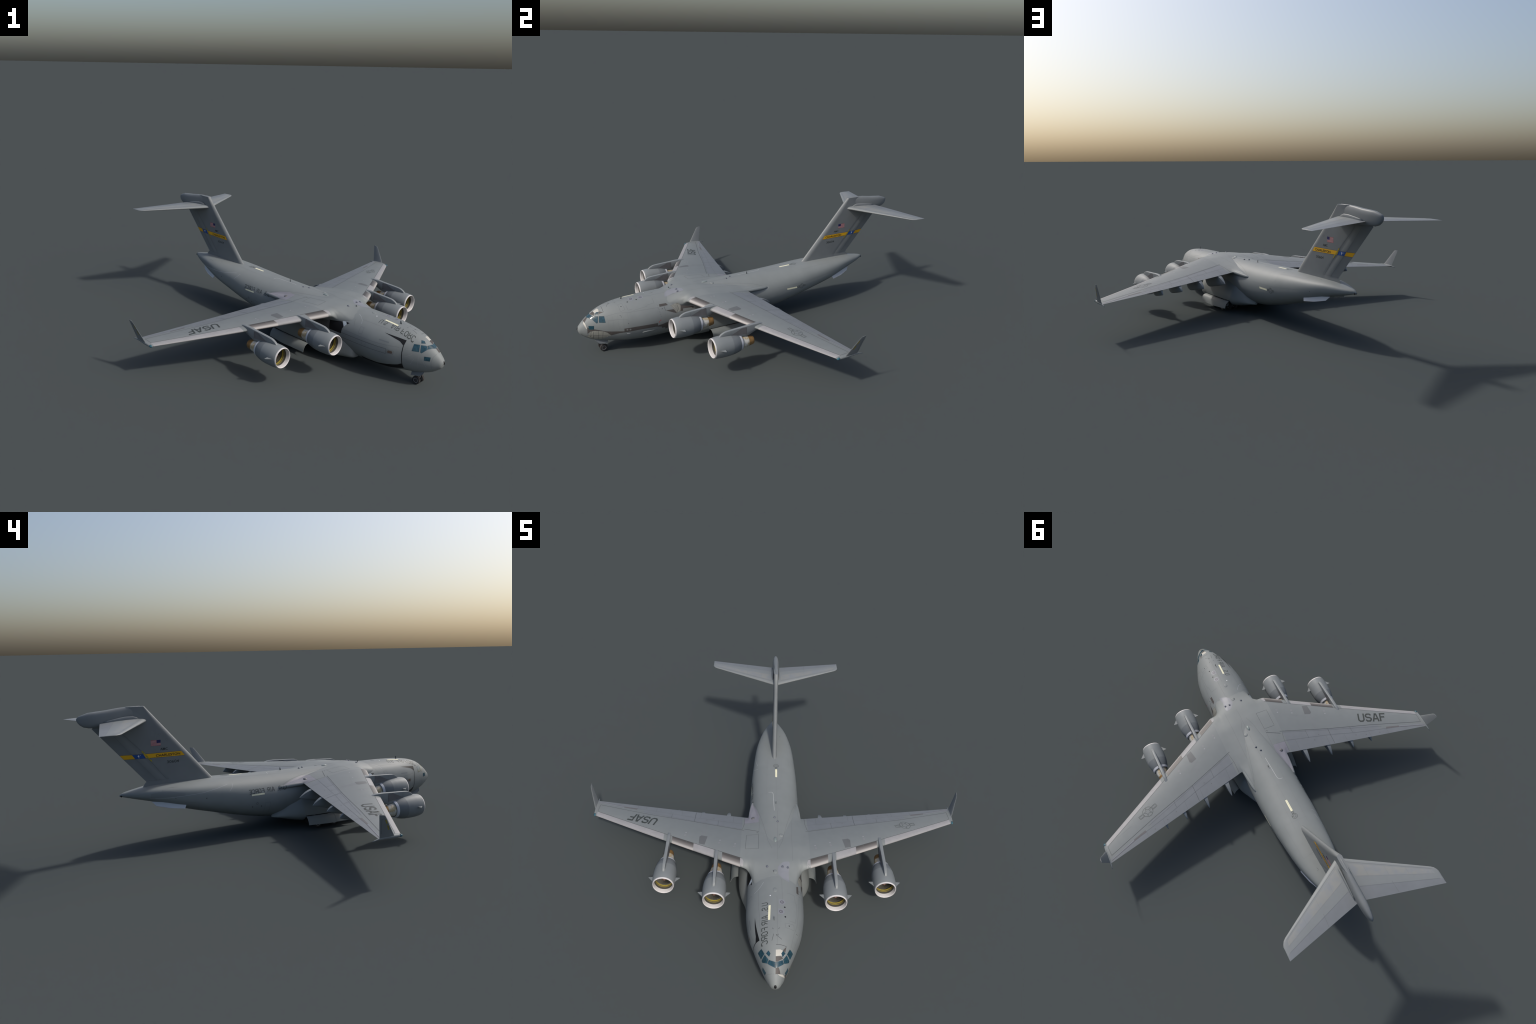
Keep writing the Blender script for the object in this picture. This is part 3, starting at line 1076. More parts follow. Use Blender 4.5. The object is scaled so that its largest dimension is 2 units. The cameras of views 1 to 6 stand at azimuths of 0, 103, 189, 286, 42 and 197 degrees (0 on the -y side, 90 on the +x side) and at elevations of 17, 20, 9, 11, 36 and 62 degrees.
def lettering(body, mat, o, a, b, out, at=0.0, layer=1, parent=None, bold=0.02, step=0.008):
    """Words from the built-in font stretched on the parallelogram o + u*a + v*b and laid on the skin."""
    cu = bpy.data.curves.new("lettering", 'FONT')
    cu.body = body
    cu.offset = bold
    cu.resolution_u = 3
    ob = bpy.data.objects.new("lettering", cu)
    bpy.context.scene.collection.objects.link(ob)
    bpy.context.view_layer.update()
    me = bpy.data.meshes.new_from_object(ob.evaluated_get(bpy.context.evaluated_depsgraph_get()))
    bpy.data.objects.remove(ob)
    xs = [v.co.x for v in me.vertices]
    yv = [v.co.y for v in me.vertices]
    x0, x1, y0, y1 = min(xs), max(xs), min(yv), max(yv)
    o, a, b = (to3d(p, out, at if k == 0 else 0.0) for k, p in enumerate((o, a, b)))
    bm = bmesh.new()
    bm.from_mesh(me)
    for v in bm.verts:
        v.co = o + a * ((v.co.x - x0) / (x1 - x0)) + b * ((v.co.y - y0) / (y1 - y0))
    return place(bm, "lettering", mat, out, layer, parent or fuselage, step)


GLYPHS = {   # stencil letters as strokes in a 0.6 x 1 cell, corners cut off
    "U": [[(0, 1), (0, .2), (.16, 0), (.44, 0), (.6, .2), (.6, 1)]],
    "S": [[(.6, .80), (.46, 1), (.14, 1), (0, .82), (0, .66), (.14, .52), (.46, .48), (.6, .34), (.6, .18), (.46, 0), (.14, 0), (0, .20)]],
    "A": [[(0, 0), (.24, 1), (.36, 1), (.6, 0)], [(.15, .28), (.45, .28)]],
    "F": [[(0, 0), (0, 1), (.58, 1)], [(.08, .52), (.48, .52)]],
    "I": [[(.1, 0), (.1, 1)]],
    "R": [[(0, 0), (0, 1), (.44, 1), (.6, .84), (.6, .62), (.44, .46), (.08, .46)], [(.36, .40), (.6, 0)]],
    "O": [[(.3, 1), (.15, 1), (0, .82), (0, .18), (.15, 0), (.3, 0)], [(.3, 1), (.45, 1), (.6, .82), (.6, .18), (.45, 0), (.3, 0)]],
    "C": [[(.6, .80), (.45, 1), (.15, 1), (0, .82), (0, .18), (.15, 0), (.45, 0), (.6, .20)]],
    "E": [[(.58, 1), (0, 1), (0, 0), (.58, 0)], [(.08, .52), (.46, .52)]],
    ".": [[(.05, 0), (.05, .12)]]}
WIDTH = {"I": 0.2, ".": 0.12, " ": 0.42}


def block_letters(word, mat, o, a, b, out, at=0.0, layer=1, parent=None, stroke=0.15, gap=0.24):
    """Stencilled block letters filling the parallelogram o + u*a + v*b."""
    total = sum(WIDTH.get(ch, 0.6) for ch in word) + gap * (len(word) - 1) + stroke
    o, a, b = (to3d(p, out, at if k == 0 else 0.0) for k, p in enumerate((o, a, b)))
    bm = bmesh.new()
    x = stroke / 2
    half = stroke / 2
    for ch in word:
        for line in GLYPHS.get(ch, []):
            pts = [Vector((x + p[0], half + p[1] * (1 - stroke), 0)) for p in line]
            left, right = [], []
            for i, p in enumerate(pts):             # mitred offsets to both sides
                d0 = (p - pts[i - 1]).normalized() if i else None
                d1 = (pts[i + 1] - p).normalized() if i < len(pts) - 1 else None
                n0 = Vector((-d0.y, d0.x, 0)) if d0 else None
                n1 = Vector((-d1.y, d1.x, 0)) if d1 else None
                if d0 and d1:
                    n = (n0 + n1).normalized()
                    n = n / max(0.5, n.dot(n0))
                    e = Vector((0, 0, 0))
                else:
                    n = n0 or n1
                    e = (d0 if d0 else -d1) * (half if line[i][1] in (0, 1) and abs((d0 or d1).y) > 0.9 else 0)
                left.append(p + e + n * half)
                right.append(p + e - n * half)
            vs = [[bm.verts.new(o + a * (q.x / total) + b * q.y) for q in side] for side in (left, right)]
            for i in range(len(pts) - 1):
                bm.faces.new((vs[0][i], vs[0][i + 1], vs[1][i + 1], vs[1][i]))
        x += WIDTH.get(ch, 0.6) + gap
    bmesh.ops.triangulate(bm, faces=bm.faces[:])
    return place(bm, "lettering", mat, out, layer, parent or fuselage, 0.008)


def roundel(c, r, bar, out, mat, w=0.0013, at=0.0, parent=None, bars=(1, -1)):
    """Low-visibility star roundel drawn as outlines: circle, five-pointed star, side bars."""
    bx = to3d(bar, out, 0.0).normalized()
    up = out.cross(bx)
    if up.x < 0 and out == TOP:
        up = -up
    if out != TOP and up.z < 0:
        up = -up
    c = to3d(c, out, at)
    disc("roundel_ring", mat, c, r + w / 2, out, 1, r - w / 2, parent, 40)
    star = []
    for k in range(10):
        rr = r * (0.90 if k % 2 == 0 else 0.36)
        a = pi * k / 5
        star.append(c + up * (rr * cos(a)) + bx * (rr * sin(a)))
    seam(star, w, mat, None, 0, 1, parent, True, "roundel_star")
    for sg in bars:
        i, o2, h = r * 1.0, r * 2.05, r * 0.34
        for q, ww in ((1.0, w), (0.55, w * 0.7)):
            m = (i + o2) / 2
            dx, dy = (o2 - i) / 2 * (q if q == 1 else 0.72), h * q
            box = [c + bx * (sg * (m + sx * dx)) + up * (sy * dy) for sx, sy in ((-1, -1), (1, -1), (1, 1), (-1, 1))]
            seam(box, ww, mat, None, 0, 1, parent, True, "roundel_bar")


def both(fn, pts, *a, **k):
    """Same mark on both sides (mirrored in y)."""
    fn(pts, *a, **k)
    fn([(p[0], -p[1]) + tuple(p[2:]) for p in pts], *a, **k)


# ---- cockpit glazing
PANES = [[(1.1995, .0670, .2525), (1.2270, .0530, .2527), (1.2330, .0680, .2180), (1.1980, .0835, .2165)],
         [(1.2320, .0510, .2520), (1.2560, .0350, .2517), (1.2675, .0400, .2365), (1.2465, .0630, .2140), (1.2400, .0650, .2175)],
         [(1.2220, .0340, .2724), (1.2360, .0255, .2700), (1.2470, .0310, .2602), (1.2290, .0455, .2600)],
         [(1.2590, .0320, .2512), (1.2719, .0012, .2540), (1.2929, .0012, .2387), (1.2690, .0385, .2372)],
         [(1.2630, .0595, .1985), (1.2920, .0437, .1995), (1.2920, .0480, .1780), (1.2650, .0608, .1768)]]
for pane in PANES:
    for sg in (1, -1):
        patch("cockpit_window", GLASS, [(x, sg * y, z) for x, y, z in pane], None, 2)
        seam([(x, sg * y, z) for x, y, z in pane], 0.0013, SEAMD, layer=1, closed=True, name="window_frame")
nose_cap = superloft("nose_cap", [(1.3475, 0, .172, .0105, .0125), (1.3508, 0, .172, .0082, .0095), (1.3528, 0, .172, .0050, .0055), (1.3536, 0, .172, .0008, .0008)], 20)
for v in nose_cap.vertices:
    v.co.y *= 0.75
add("nose_cap", nose_cap, BLACK, fuselage)
for sg in (1, -1):
    seam([(1.3133, 0, .2213), (1.3101, sg * .0192, .2175), (1.3025, sg * .0372, .2018), (1.298, sg * .045, .175), (1.300, sg * .042, .14), (1.306, sg * .03, .118)], 0.0011)

# ---- left half of the nose: primed patches, and white glints painted into the colour
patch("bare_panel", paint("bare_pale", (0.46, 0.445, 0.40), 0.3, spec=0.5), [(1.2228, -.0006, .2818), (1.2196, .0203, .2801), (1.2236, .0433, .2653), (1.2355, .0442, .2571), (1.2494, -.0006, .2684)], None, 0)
patch("primer_patch", BROWN, [(1.2496, -.0006, .2682), (1.2463, .0242, .2647), (1.2511, .0345, .2540), (1.2683, .0094, .2556), (1.2704, -.0006, .2551)], None, 0)
patch("primer_patch", BROWN, [(1.1981, .0503, .2724), (1.2268, .0440, .2625), (1.2201, .0330, .2745)], None, 0)
patch("primer_patch", BROWN, [(1.2925, -.0006, .2388), (1.2891, .0135, .2393), (1.2998, .0194, .2272), (1.3085, .0223, .2165), (1.3133, -.0006, .2213)], None, 0)
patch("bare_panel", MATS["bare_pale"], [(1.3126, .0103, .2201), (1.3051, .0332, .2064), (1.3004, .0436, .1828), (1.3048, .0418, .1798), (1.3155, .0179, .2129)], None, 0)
patch("primer_patch", BROWN, [(1.3001, .0424, .1903), (1.2747, .0561, .1811), (1.2396, .0710, .1720), (1.2010, .0856, .1607), (1.1707, .0966, .1569), (1.1707, .0885, .1275),
                              (1.1922, .0871, .1500), (1.2161, .0797, .1622), (1.2609, .0622, .1680), (1.2850, .0514, .1635), (1.3011, .0416, .1480)], Vector((0.25, 0.95, -0.1)).normalized(), 0)
patch("primer_patch", BROWN, [(1.1707, .1569), (1.0987, .1524), (1.0981, .1713), (1.0287, .1747), (.9616, .1748), (.8949, .1730), (.8935, .1552), (.8629, .1585), (.8250, .1672),
                              (.8250, .1200), (.8462, .1180), (.8452, .1300), (.8670, .1300), (.8697, .1415), (.9095, .1498), (.9961, .1510), (1.0623, .1469), (1.1249, .1413), (1.1707, .1277)], PORT, 0, 0.15)
patch("open_bay", BEIGE, [(1.303, .0314, .1267), (1.285, .0514, .1630), (1.2609, .0622, .1676), (1.2161, .0797, .1617), (1.1922, .0871, .1493), (1.1712, .0879, .1265),  # bay interior painted flat on the skin
                          (1.1888, .0787, .1203), (1.2263, .0487, .0969), (1.2747, .0306, .1044)], Vector((0.2, 0.85, -0.5)).normalized(), 1)
for ln in ([(1.2976, .0399, .1367), (1.2680, .0536, .1357), (1.2409, .0641, .1339), (1.1859, .0818, .1247)], [(1.2670, .0595, .1660), (1.2691, .0347, .1049)],
           [(1.2401, .0705, .1645), (1.2402, .0444, .0992)], [(1.2161, .0796, .1609), (1.2164, .0573, .1022)]):
    seam(ln, 0.0016, SEAMD, layer=2)
for c in ((1.284, .044, .129), (1.206, .071, .118)):
    disc("bay_hole", BLACK, c, 0.0025, None, 3)  # black dots painted over the bay

# ---- right front: dark door joint, wedge, black band painted on the belly, strip window
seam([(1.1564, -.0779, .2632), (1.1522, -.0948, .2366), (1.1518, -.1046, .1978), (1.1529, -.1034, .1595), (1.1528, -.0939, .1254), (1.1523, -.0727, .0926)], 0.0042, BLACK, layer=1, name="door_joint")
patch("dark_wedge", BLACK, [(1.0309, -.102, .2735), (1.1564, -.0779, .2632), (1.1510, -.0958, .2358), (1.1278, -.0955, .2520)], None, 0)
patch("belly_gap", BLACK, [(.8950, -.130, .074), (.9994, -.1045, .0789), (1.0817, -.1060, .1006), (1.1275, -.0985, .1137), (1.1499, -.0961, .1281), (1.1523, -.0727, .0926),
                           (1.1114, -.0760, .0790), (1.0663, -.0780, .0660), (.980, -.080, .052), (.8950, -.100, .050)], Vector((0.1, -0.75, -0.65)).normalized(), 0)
for z in (.1975, .1697):
    seam([(.72, z), (1.067, z)], 0.0016, SEAMD, STAR, -.15)
seam([(1.067, .1975), (1.067, .1697)], 0.0016, SEAMD, STAR, -.15)
for x in (.9135, .9390):
    seam([(x, .199), (x, .168)], 0.0011, SEAM, STAR, -.15)
seam([(1.072, .1945), (1.1083, .1945), (1.1075, .1751), (1.072, .1751)], 0.0009, SEAMD, STAR, -.13, closed=True)
patch("strip_window", paint("window_brown", (0.10, 0.075, 0.06), 0.3), [(1.0800, .1915), (1.1000, .1915), (1.1030, .188), (1.1030, .180), (1.0995, .1768), (1.0790, .1768), (1.0765, .180), (1.0768, .188)], STAR, 1, -.13)
seam([(.769, .2198), (.8857, .2162), (1.0127, .2155), (1.1331, .2221)], 0.0009, SEAM, STAR, -.15)
seam([(.8667, -.0873), (.9674, -.0851), (1.09, -.077), (1.1666, -.0671)], 0.0009, SEAM, TOP, .3)
seam([(.8811, -.12, .2646), (.9046, -.1192, .2654), (.9049, -.1394, .2322), (.8807, -.14, .2307)], 0.0011, SEAM, closed=True)
seam([(.8229, -.0615, .3072), (.8483, -.0759, .3005), (.8669, -.0914, .2910), (.8782, -.1094, .2762)], 0.0013, SEAML, layer=1)
patch("stain", NACD, [(1.0167, .2391), (1.0758, .2379), (1.0756, .2311), (1.0172, .2325)], STAR, 0, -.13)  # slightly darker strip
for a, b in (((1.1681, -.0947, .2196), (1.198, -.0823, .2209)), ((1.1678, -.0995, .1753), (1.2024, -.0852, .1969)), ((1.1952, -.0826, .1360), (1.2142, -.0813, .1753)),
             ((1.2339, -.0627, .1231), (1.2343, -.0724, .1933)), ((1.276, -.0506, .1373), (1.2551, -.0647, .1759))):
    seam([a, b], 0.0007, paint("faint_scratch", (0.31, 0.325, 0.335), 0.5), layer=0)
# flat black and pale patches painted in place of a wing-root opening
patch("root_opening", BLACK, [(.6661, .2440), (.6757, .1912), (.7642, .1911), (.7662, .2202), (.7726, .2319), (.7700, .2400), (.7530, .2560), (.7100, .2500)], STAR, 1, -.14)
patch("root_inner_wall", paint("inner_wall_pale", (0.42, 0.47, 0.51), 0.5), [(.7560, .2600), (.7705, .2385), (.7748, .2343), (.7879, .2506), (.7772, .2613)], STAR, 1, -.13)
patch("root_opening", BLACK, [(.7798, .2620), (.8037, .2610), (.7901, .2504)], STAR, 1, -.13)
patch("root_liner", paint("liner_grey", (0.085, 0.085, 0.085), 0.6, mottle=0.2), [(.5300, .2150), (.6650, .2400), (.6755, .1912), (.5300, .1850)], STAR, 0, -.14)
for x in (.575, .61, .645):
    seam([(x, .186), (x + .004, .235)], 0.0014, SEAMD, STAR, -.14, 1)

# ---- roof and left side of the front fuselage
patch("formation_strip", CREAM, [(1.0699, -.0283), (1.0690, -.0389), (.9823, -.0359), (.9812, -.0250)], TOP, 0, .3)
for word, xa, xb in (("U.S.", .962, 1.020), ("AIR", 1.040, 1.094), ("FORC", 1.107, 1.193)):
    block_letters(word, TEXT, (xa, -.0385), (xb - xa, 0), (0, -.0310), TOP, .3, 1, None, .13)
for ln in ([(1.1158, -.0177), (1.1226, -.012)], [(1.122, .0129), (1.1129, .0168)], [(1.1475, -.012), (1.160, -.0138), (1.181, -.0194)],
           [(1.1475, .0109), (1.1599, .0089), (1.1728, .0279)]):
    seam(ln, 0.0018, SEAMD, TOP, .3)
seam([(.926, .0065), (1.1985, .006)], 0.0009, SEAM, TOP, .3)
seam([(.804, .0328), (.9436, .0327)], 0.0009, SEAM, TOP, .3)
seam([(1.1994, 0, .2903), (1.1989, .024, .2869), (1.1981, .0503, .2724)], 0.0022, SEAMD)
disc("roof_light", WHT, (.9201, -.0274, .3152), .0035)
for c, r in (((1.0474, .0465, .306), .0042), ((.9901, .0448, .3096), .0042), ((1.0929, .065, .2929), .003), ((1.1541, .0039, .3017), .0025), ((.8552, .129, .2524), .0025), ((1.069, .119, .20), .002)):
    disc("vent_hole", BLACK, c, r)  # flat black dots painted on the skin
for c in ((1.0195, .0255, .312), (.960, .0310, .313)):
    x, y, z = c
    patch("badge_ground", LAVP, [(x - .016, y - .014), (x + .016, y - .014), (x + .016, y + .008), (x, y + .020), (x - .016, y + .008)], TOP, 0, .3)
    disc("badge", paint("badge_ink", (0.10, 0.095, 0.11), 0.5), c, 0.0095, TOP, 1, 0.0062)
    seam([(x - .005, y - .002), (x, y + .004), (x + .005, y - .002)], 0.0025, MATS["badge_ink"], TOP, .3, 1)
seam([(1.1073, .0466, .2996), (1.083, .0441, .3037), (1.0762, .0888, .2787), (1.1043, .0895, .2705)], 0.0011, SEAM, closed=True)
seam([(1.0635, .0663, .2963), (1.0603, .0972, .2739), (1.0365, .0987, .2760)], 0.0010)
seam([(.8944, .0586, .3077), (.8947, .0965, .2871), (.9421, .0996, .2836), (.9426, .1054, .2786), (1.03, .108, .271)], 0.0010)
patch("primer_patch", BROWN, [(.8681, .1087, .2770), (.8226, .1097, .2763), (.8136, .1200, .2649), (.8687, .1204, .2642)], None, 0)
seam([(.8404, .1215, .2630), (.8369, .1363, .2393), (.8326, .1364, .2392)], 0.0018, SEAMD)
patch("primer_patch", BROWN, [(.8345, .2389), (.7765, .2377), (.7667, .2098)], PORT, 0, .14)
patch("hinge_bay", BEIGE, [(.7996, .2601), (.7500, .2700), (.7348, .2497), (.7409, .2218), (.7654, .2113)], PORT, 1, .14)
for k in range(7):
    t = k / 7
    seam([(.7996 - .034 * t, .2601 - .048 * t), (.752, .262 - .034 * t)], 0.0012, SEAMD, PORT, .14, 2)
seam([(.7560, .268), (.7520, .24), (.7654, .2113)], 0.0018, SEAMD, PORT, .14, 2)
patch("primer_patch", BROWN, [(.7350, .2520), (.6500, .2300), (.6550, .2190), (.7249, .2169), (.7450, .2190)], PORT, 0, .14)
patch("root_panel", GREY, [(.7227, .2300), (.6652, .2260), (.6553, .2187), (.7255, .2090)], PORT, 1, .14)
for c in ((.8758, .1497, .1877), (.8847, .1500, .1781)):
    disc("warning_dot", paint("warning_red", (0.45, 0.03, 0.03), 0.5), c, .0028)
for x, z in ((.8819, .2764), (.8825, .2656), (.8810, .2600), (.8793, .2536), (.8780, .2440), (.8768, .2347), (.8750, .2240), (.8733, .2143)):
    seam([(x, z), (x - .007, z - .004)], 0.0018, SEAM, PORT, .14)
seam([(1.1901, .0723, .2513), (1.126, .0870, .2651), (1.0639, .1062, .2630), (.9463, .1187, .2644), (.8834, .1214, .2629)], 0.0009)
seam([(1.1828, .0870, .2265), (1.1273, .1058, .2311), (1.0723, .1249, .2248)], 0.0009)
for ln in ([(1.1267, .2624), (1.1276, .2062), (1.1245, .1658)], [(1.0971, .2687), (1.1, .1637)], [(1.0693, .2663), (1.0711, .1758)], [(.8818, .2627), (.8928, .2011)], [(.8403, .2374), (.8435, .1904)],
           [(1.155, .25), (1.155, .17)], [(1.183, .245), (1.183, .168)]):
    seam(ln, 0.0008, FAINT, PORT, .13)
seam([(1.1151, .0989, .2537), (1.1076, .1020, .2526), (1.1077, .1085, .2406)], 0.0016, SEAMD)
patch("warning_plate", WHT, [(1.0845, .1373), (1.0652, .1342), (1.0650, .1310), (1.0820, .1330)], PORT, 1, .13)
for c in ((1.0812, .1287, .1617), (1.0637, .1329, .1613)):
    disc("service_port", paint("port_grey", (0.2, 0.2, 0.2), 0.5), c, .0055, None, 2)
add("air_scoop", superloft("air_scoop", [(.990, .136, .125, .001, .001), (.985, .136, .126, .003, .004), (.96, .1385, .128, .0045, .0055), (.92, .1395, .128, .003, .0045), (.895, .141, .127, .001, .001)], 20), GREY, fuselage)

# ---- centre fairing
patch("pale_patch", LAVP, [(.8038, .040), (.7758, .0153), (.729, .0114), (.6917, .0409), (.6873, .0711), (.6991, .0769), (.7635, .0691), (.8164, .0723)], TOP, 0, .3)
seam([(.838, -.128, .2565), (.8239, -.1, .285), (.808, -.06, .306), (.797, -.028, .3163), (.797, 0, .317), (.801, .0247, .3167), (.815, .0722, .3025), (.832, .112, .275)], 0.0010, SEAM)
for sg in (1, -1):
    seam([(.588, sg * .018), (.5235, sg * .040), (.4600, sg * .0510), (.3860, sg * .0650), (.3140, sg * .0812), (.22, sg * .103), (.145, sg * .126)], 0.0011, SEAM, TOP, .3)
seam([(.680, .0936), (.5467, .0929), (.3872, .0955), (.320, .0953)], 0.0009, SEAM, TOP, .3)
seam([(.672, .012), (.6071, .0113), (.4636, .0150), (.2689, .0151)], 0.0009, SEAM, TOP, .3)
seam([(.5895, -.0905), (.5898, -.1631), (.4669, -.1619), (.4664, -.0919)], 0.0013, SEAMD, TOP, .3, closed=True)
seam([(.4664, -.0919), (.3429, -.0897), (.3443, -.1766)], 0.0011, SEAM, TOP, .3)
seam([(.4377, -.0908), (.4023, -.1752)], 0.0022, SEAMD, TOP, .3, 1)
seam([(.452, -.101), (.444, -.102)], 0.003, SEAMD, TOP, .3, 1)
patch("mauve_fillet", PURPLE, [(.3443, -.0965), (.3425, -.1757), (.2745, -.1750), (.2720, -.1560), (.1300, -.1365), (.2200, -.108), (.2931, -.0890)], TOP, 0, .3)
seam([(.25, .150, .235), (.16, .1465, .2425), (.112, .141, .240), (.100, .138, .248), (.106, .132, .256)], 0.0010, SEAML)


def dome(name, c, r, h, mat, stretch=1.0, parent=None):
    """Low blister standing on the skin."""
    hit = BODY.find_nearest(Vector(c))
    p, n = hit[0], hit[1]
    bm = bmesh.new()
    bmesh.ops.create_uvsphere(bm, u_segments=20, v_segments=12, radius=1)
    q = n.to_track_quat('Z', 'X')
    for v in bm.verts:
        w = Vector((v.co.x * r, v.co.y * r, v.co.z * h))
        w = q @ w
        w.x *= stretch
        v.co = p + w
    me = bpy.data.meshes.new(name)
    bm.to_mesh(me)
    bm.free()
    return add(name, me, mat, parent or fuselage)


dome("beacon", (.5124, .0008, .3225), .0085, .0055, paint("beacon_glass", (0.20, 0.235, 0.23), 0.3), 2.4)
dome("blister", (.4736, .0347, .3169), .012, .003, GREY)
dome("roof_lamp", (.3617, .0157, .3204), .0065, .006, BUMPC)
dome("roof_lamp", (.3278, -.0019, .3212), .0065, .006, BUMPC)
for c in ((.3600, .0150, .3250), (.3262, -.0025, .3258)):
    dome("lamp_lens", c, .0035, .0055, WHT)
for c in ((.7259, -.0445, .3262), (.7253, .0378, .3268), (.7277, .0656, .3195)):
    dome("antenna_dome", c, .0062, .0058, BUMPC, 1.25)
dome("blister", (.7594, -.0015, .3231), .010, .0022, GREY, 1.3)
dome("blister", (.8832, -.0029, .3176), .011, .002, GREY, 1.3)
dome("fuel_cap", (.294, -.1283, .2810), .0115, .005, paint("cap_grey", (0.12, 0.12, 0.125), 0.5))


def blade(c, length, height, rake=0.35, mat=SEAM):
    x, y, z = c
    me = plate([(x + length / 2, y, z - .003), (x + length / 2 - height * rake, y, z + height), (x - length / 2, y, z + height), (x - length / 2, y, z - .003)], 0.0022, "antenna_blade")
    add("antenna_blade", me, mat, fuselage, False)


DARKB = paint("antenna_dark", (0.075, 0.085, 0.09), 0.5)
blade((1.071, -.0085, .3115), .011, .0175, .4, DARKB)
blade((.203, .007, .3225), .008, .016, .3, DARKB)
blade((.76, -.01, .319), .008, .010, .4, DARKB)

# ---- wing upper-surface seams and markings
for sg in (1, -1):
    patch("slat_stub", SLAT, [(.7060, sg * .1735), (.6955, sg * .1895), (.6560, sg * .1895), (.6600, sg * .1790), (.6800, sg * .1710)], TOP, 0, .3, fairing, 0.004)
def wx(y, s):
    _, xle, zle, xte, zte, tc = wing_line(y)
    return xle - (xle - xte) * s


for sg, key in ((1, 'L'), (-1, 'R')):
    W = wings[key]
    sw = lambda y: wing_line(y)[1] - (0.0455 - 0.0135 * (y - 0.19) / 0.9)
    seam([(sw(y), sg * y) for y in (.18, .4, .6, .8, 1.074)], 0.0019, SEAMD, TOP, .3, 1, W)
    seam([(.4167, sg * .1758), (.312, sg * .484), (.2308, sg * .7524), (.1207, sg * 1.0703)], 0.0020, SEAMD, TOP, .3, 1, W)
    seam([(.1840, sg * 1.0740), (.1207, sg * 1.0703)], 0.0016, SEAMD, TOP, .3, 1, W)
    seam([(.4051, sg * .187), (.3241, sg * .4217), (.2603, sg * .6147), (.1946, sg * .8097)], 0.0010, SEAM, TOP, .3, 1, W)
    fl = [(.3471, .1801), (.2714, .4713), (.2265, .6117), (.1980, .7147), (.1684, .8337), (.1463, .9188), (.0940, 1.0780)]
    seam([(x, sg * y) for x, y in fl], 0.0011, SEAM, TOP, .3, 1, W)
    seam([(.4051, sg * .1871), (.3443, sg * .1766), (.2740, sg * .1752)], 0.0012, SEAMD, TOP, .3, 1, W)
    for y in (.331, .613):
        seam([(wx(y, .672), sg * y), (wx(y, .815), sg * y)], 0.0012, SEAMD, TOP, .3, 1, W)
    seam([(wx(.472, .672), sg * .473), (wx(.472, .815), sg * .471), (wx(.472, .985), sg * .471)], 0.0018, SEAMD, TOP, .3, 1, W)
    for y in (.2435, .4395, .555, .715, .833):
        seam([(wx(y, .825), sg * y), (wx(y, .985), sg * y)], 0.0011, SEAM, TOP, .3, 1, W)
    patch("sealant_strip", paint("sealant_brown", (0.130, 0.126, 0.128), 0.55), [(.1780, sg * .8370), (.1530, sg * .9200), (.1440, sg * .9175), (.1655, sg * .8325)], TOP, 1, .2, W)
    patch("pale_strip", LAVP, [(.1515, sg * .9215), (.0965, sg * 1.0790), (.0925, sg * 1.0785), (.1465, sg * .9190)], TOP, 1, .2, W)
    seam([(.1440, sg * .9180), (.0905, sg * 1.0790)], 0.0020, MATS["sealant_brown"], TOP, .2, 1, W)
    patch("walkway_pad", paint("pad_grey", (0.118, 0.124, 0.128), 0.55), [(.5330, sg * .3935), (.5200, sg * .4270), (.4640, sg * .4280), (.4545, sg * .4165), (.4660, sg * .3815)], TOP, 0, .3, W)
    for y in (.397, .414):
        seam([(.4560, sg * y), (.3470, sg * y)], 0.0022, paint("pad_line", (0.185, 0.185, 0.20), 0.55), TOP, .3, 0, W)
    for x, y in ((.5654, .2252), (.5267, .3114), (.4426, .5118)):
        disc("filler_mark", paint("mark_mauve", (0.24, 0.225, 0.245), 0.5), (x, sg * y, .3), .0055, TOP, 0, .0035, W)
        disc("filler_cap", paint("mark_pale", (0.27, 0.275, 0.29), 0.5), (x - .021, sg * (y - .003), .3), .0042, TOP, 0, 0, W)
    for x, y, dx, dy in ((.50, .50, -.11, .0), (.47, .35, -.07, .10), (.40, .60, .0, .12), (.52, .25, -.06, .11), (.24, .90, -.03, .10), (.29, .88, -.10, .0), (.33, .66, -.10, 0)):
        seam([(x, sg * y), (x + dx, sg * (y + dy))], 0.0007, paint("faint_seam", (0.180, 0.190, 0.198), 0.6), TOP, .3, 0, W)
    for x, y in ((.30, .40), (.278, .36), (.205, .625), (.182, .69), (.16, .78)):
        disc("hinge_mark", MATS["sealant_brown"], (x, sg * y, .3), .0028, TOP, 2, 0, W, 8)
block_letters("USAF", TEXT, (.2794, -.6849), (-.0663, -.1786), (.0600, -.0220), TOP, .25, 1, wings['R'], .17)
roundel((.2798, .7809), .0315, (.306, -.952), TOP, TEXT, .0019, .25, wings['L'])

# ---- rear fuselage
patch("formation_strip", CREAM, [(-.0535, .0160), (-.0537, .0040), (-.1341, .0035), (-.1346, .0165)], TOP, 0, .3)
roundel((-.1700, .0095), .0165, (1, 0), TOP, TEXT, .0016, .3, fuselage, (1,))
patch("formation_strip", CREAM, [(-.038, .2170), (-.119, .2152), (-.122, .2045), (-.042, .2060)], PORT, 0, .15)
roundel((-.1581, .2115), .0165, (1, 0), PORT, TEXT, .0017, .15)
patch("formation_strip", CREAM, [(-.066, .2345), (.0156, .2351), (.0154, .2262), (-.0658, .2256)], STAR, 0, -.15)
block_letters("U.S. AIR FORCE", TEXT, (.1572, .2365), (-.2380, 0), (0, .0245), STAR, -.14, 1, None, .13)
disc("badge", MATS["badge_ink"], (-.033, -.1447, .1791), .0065, STAR, 1, .0040)
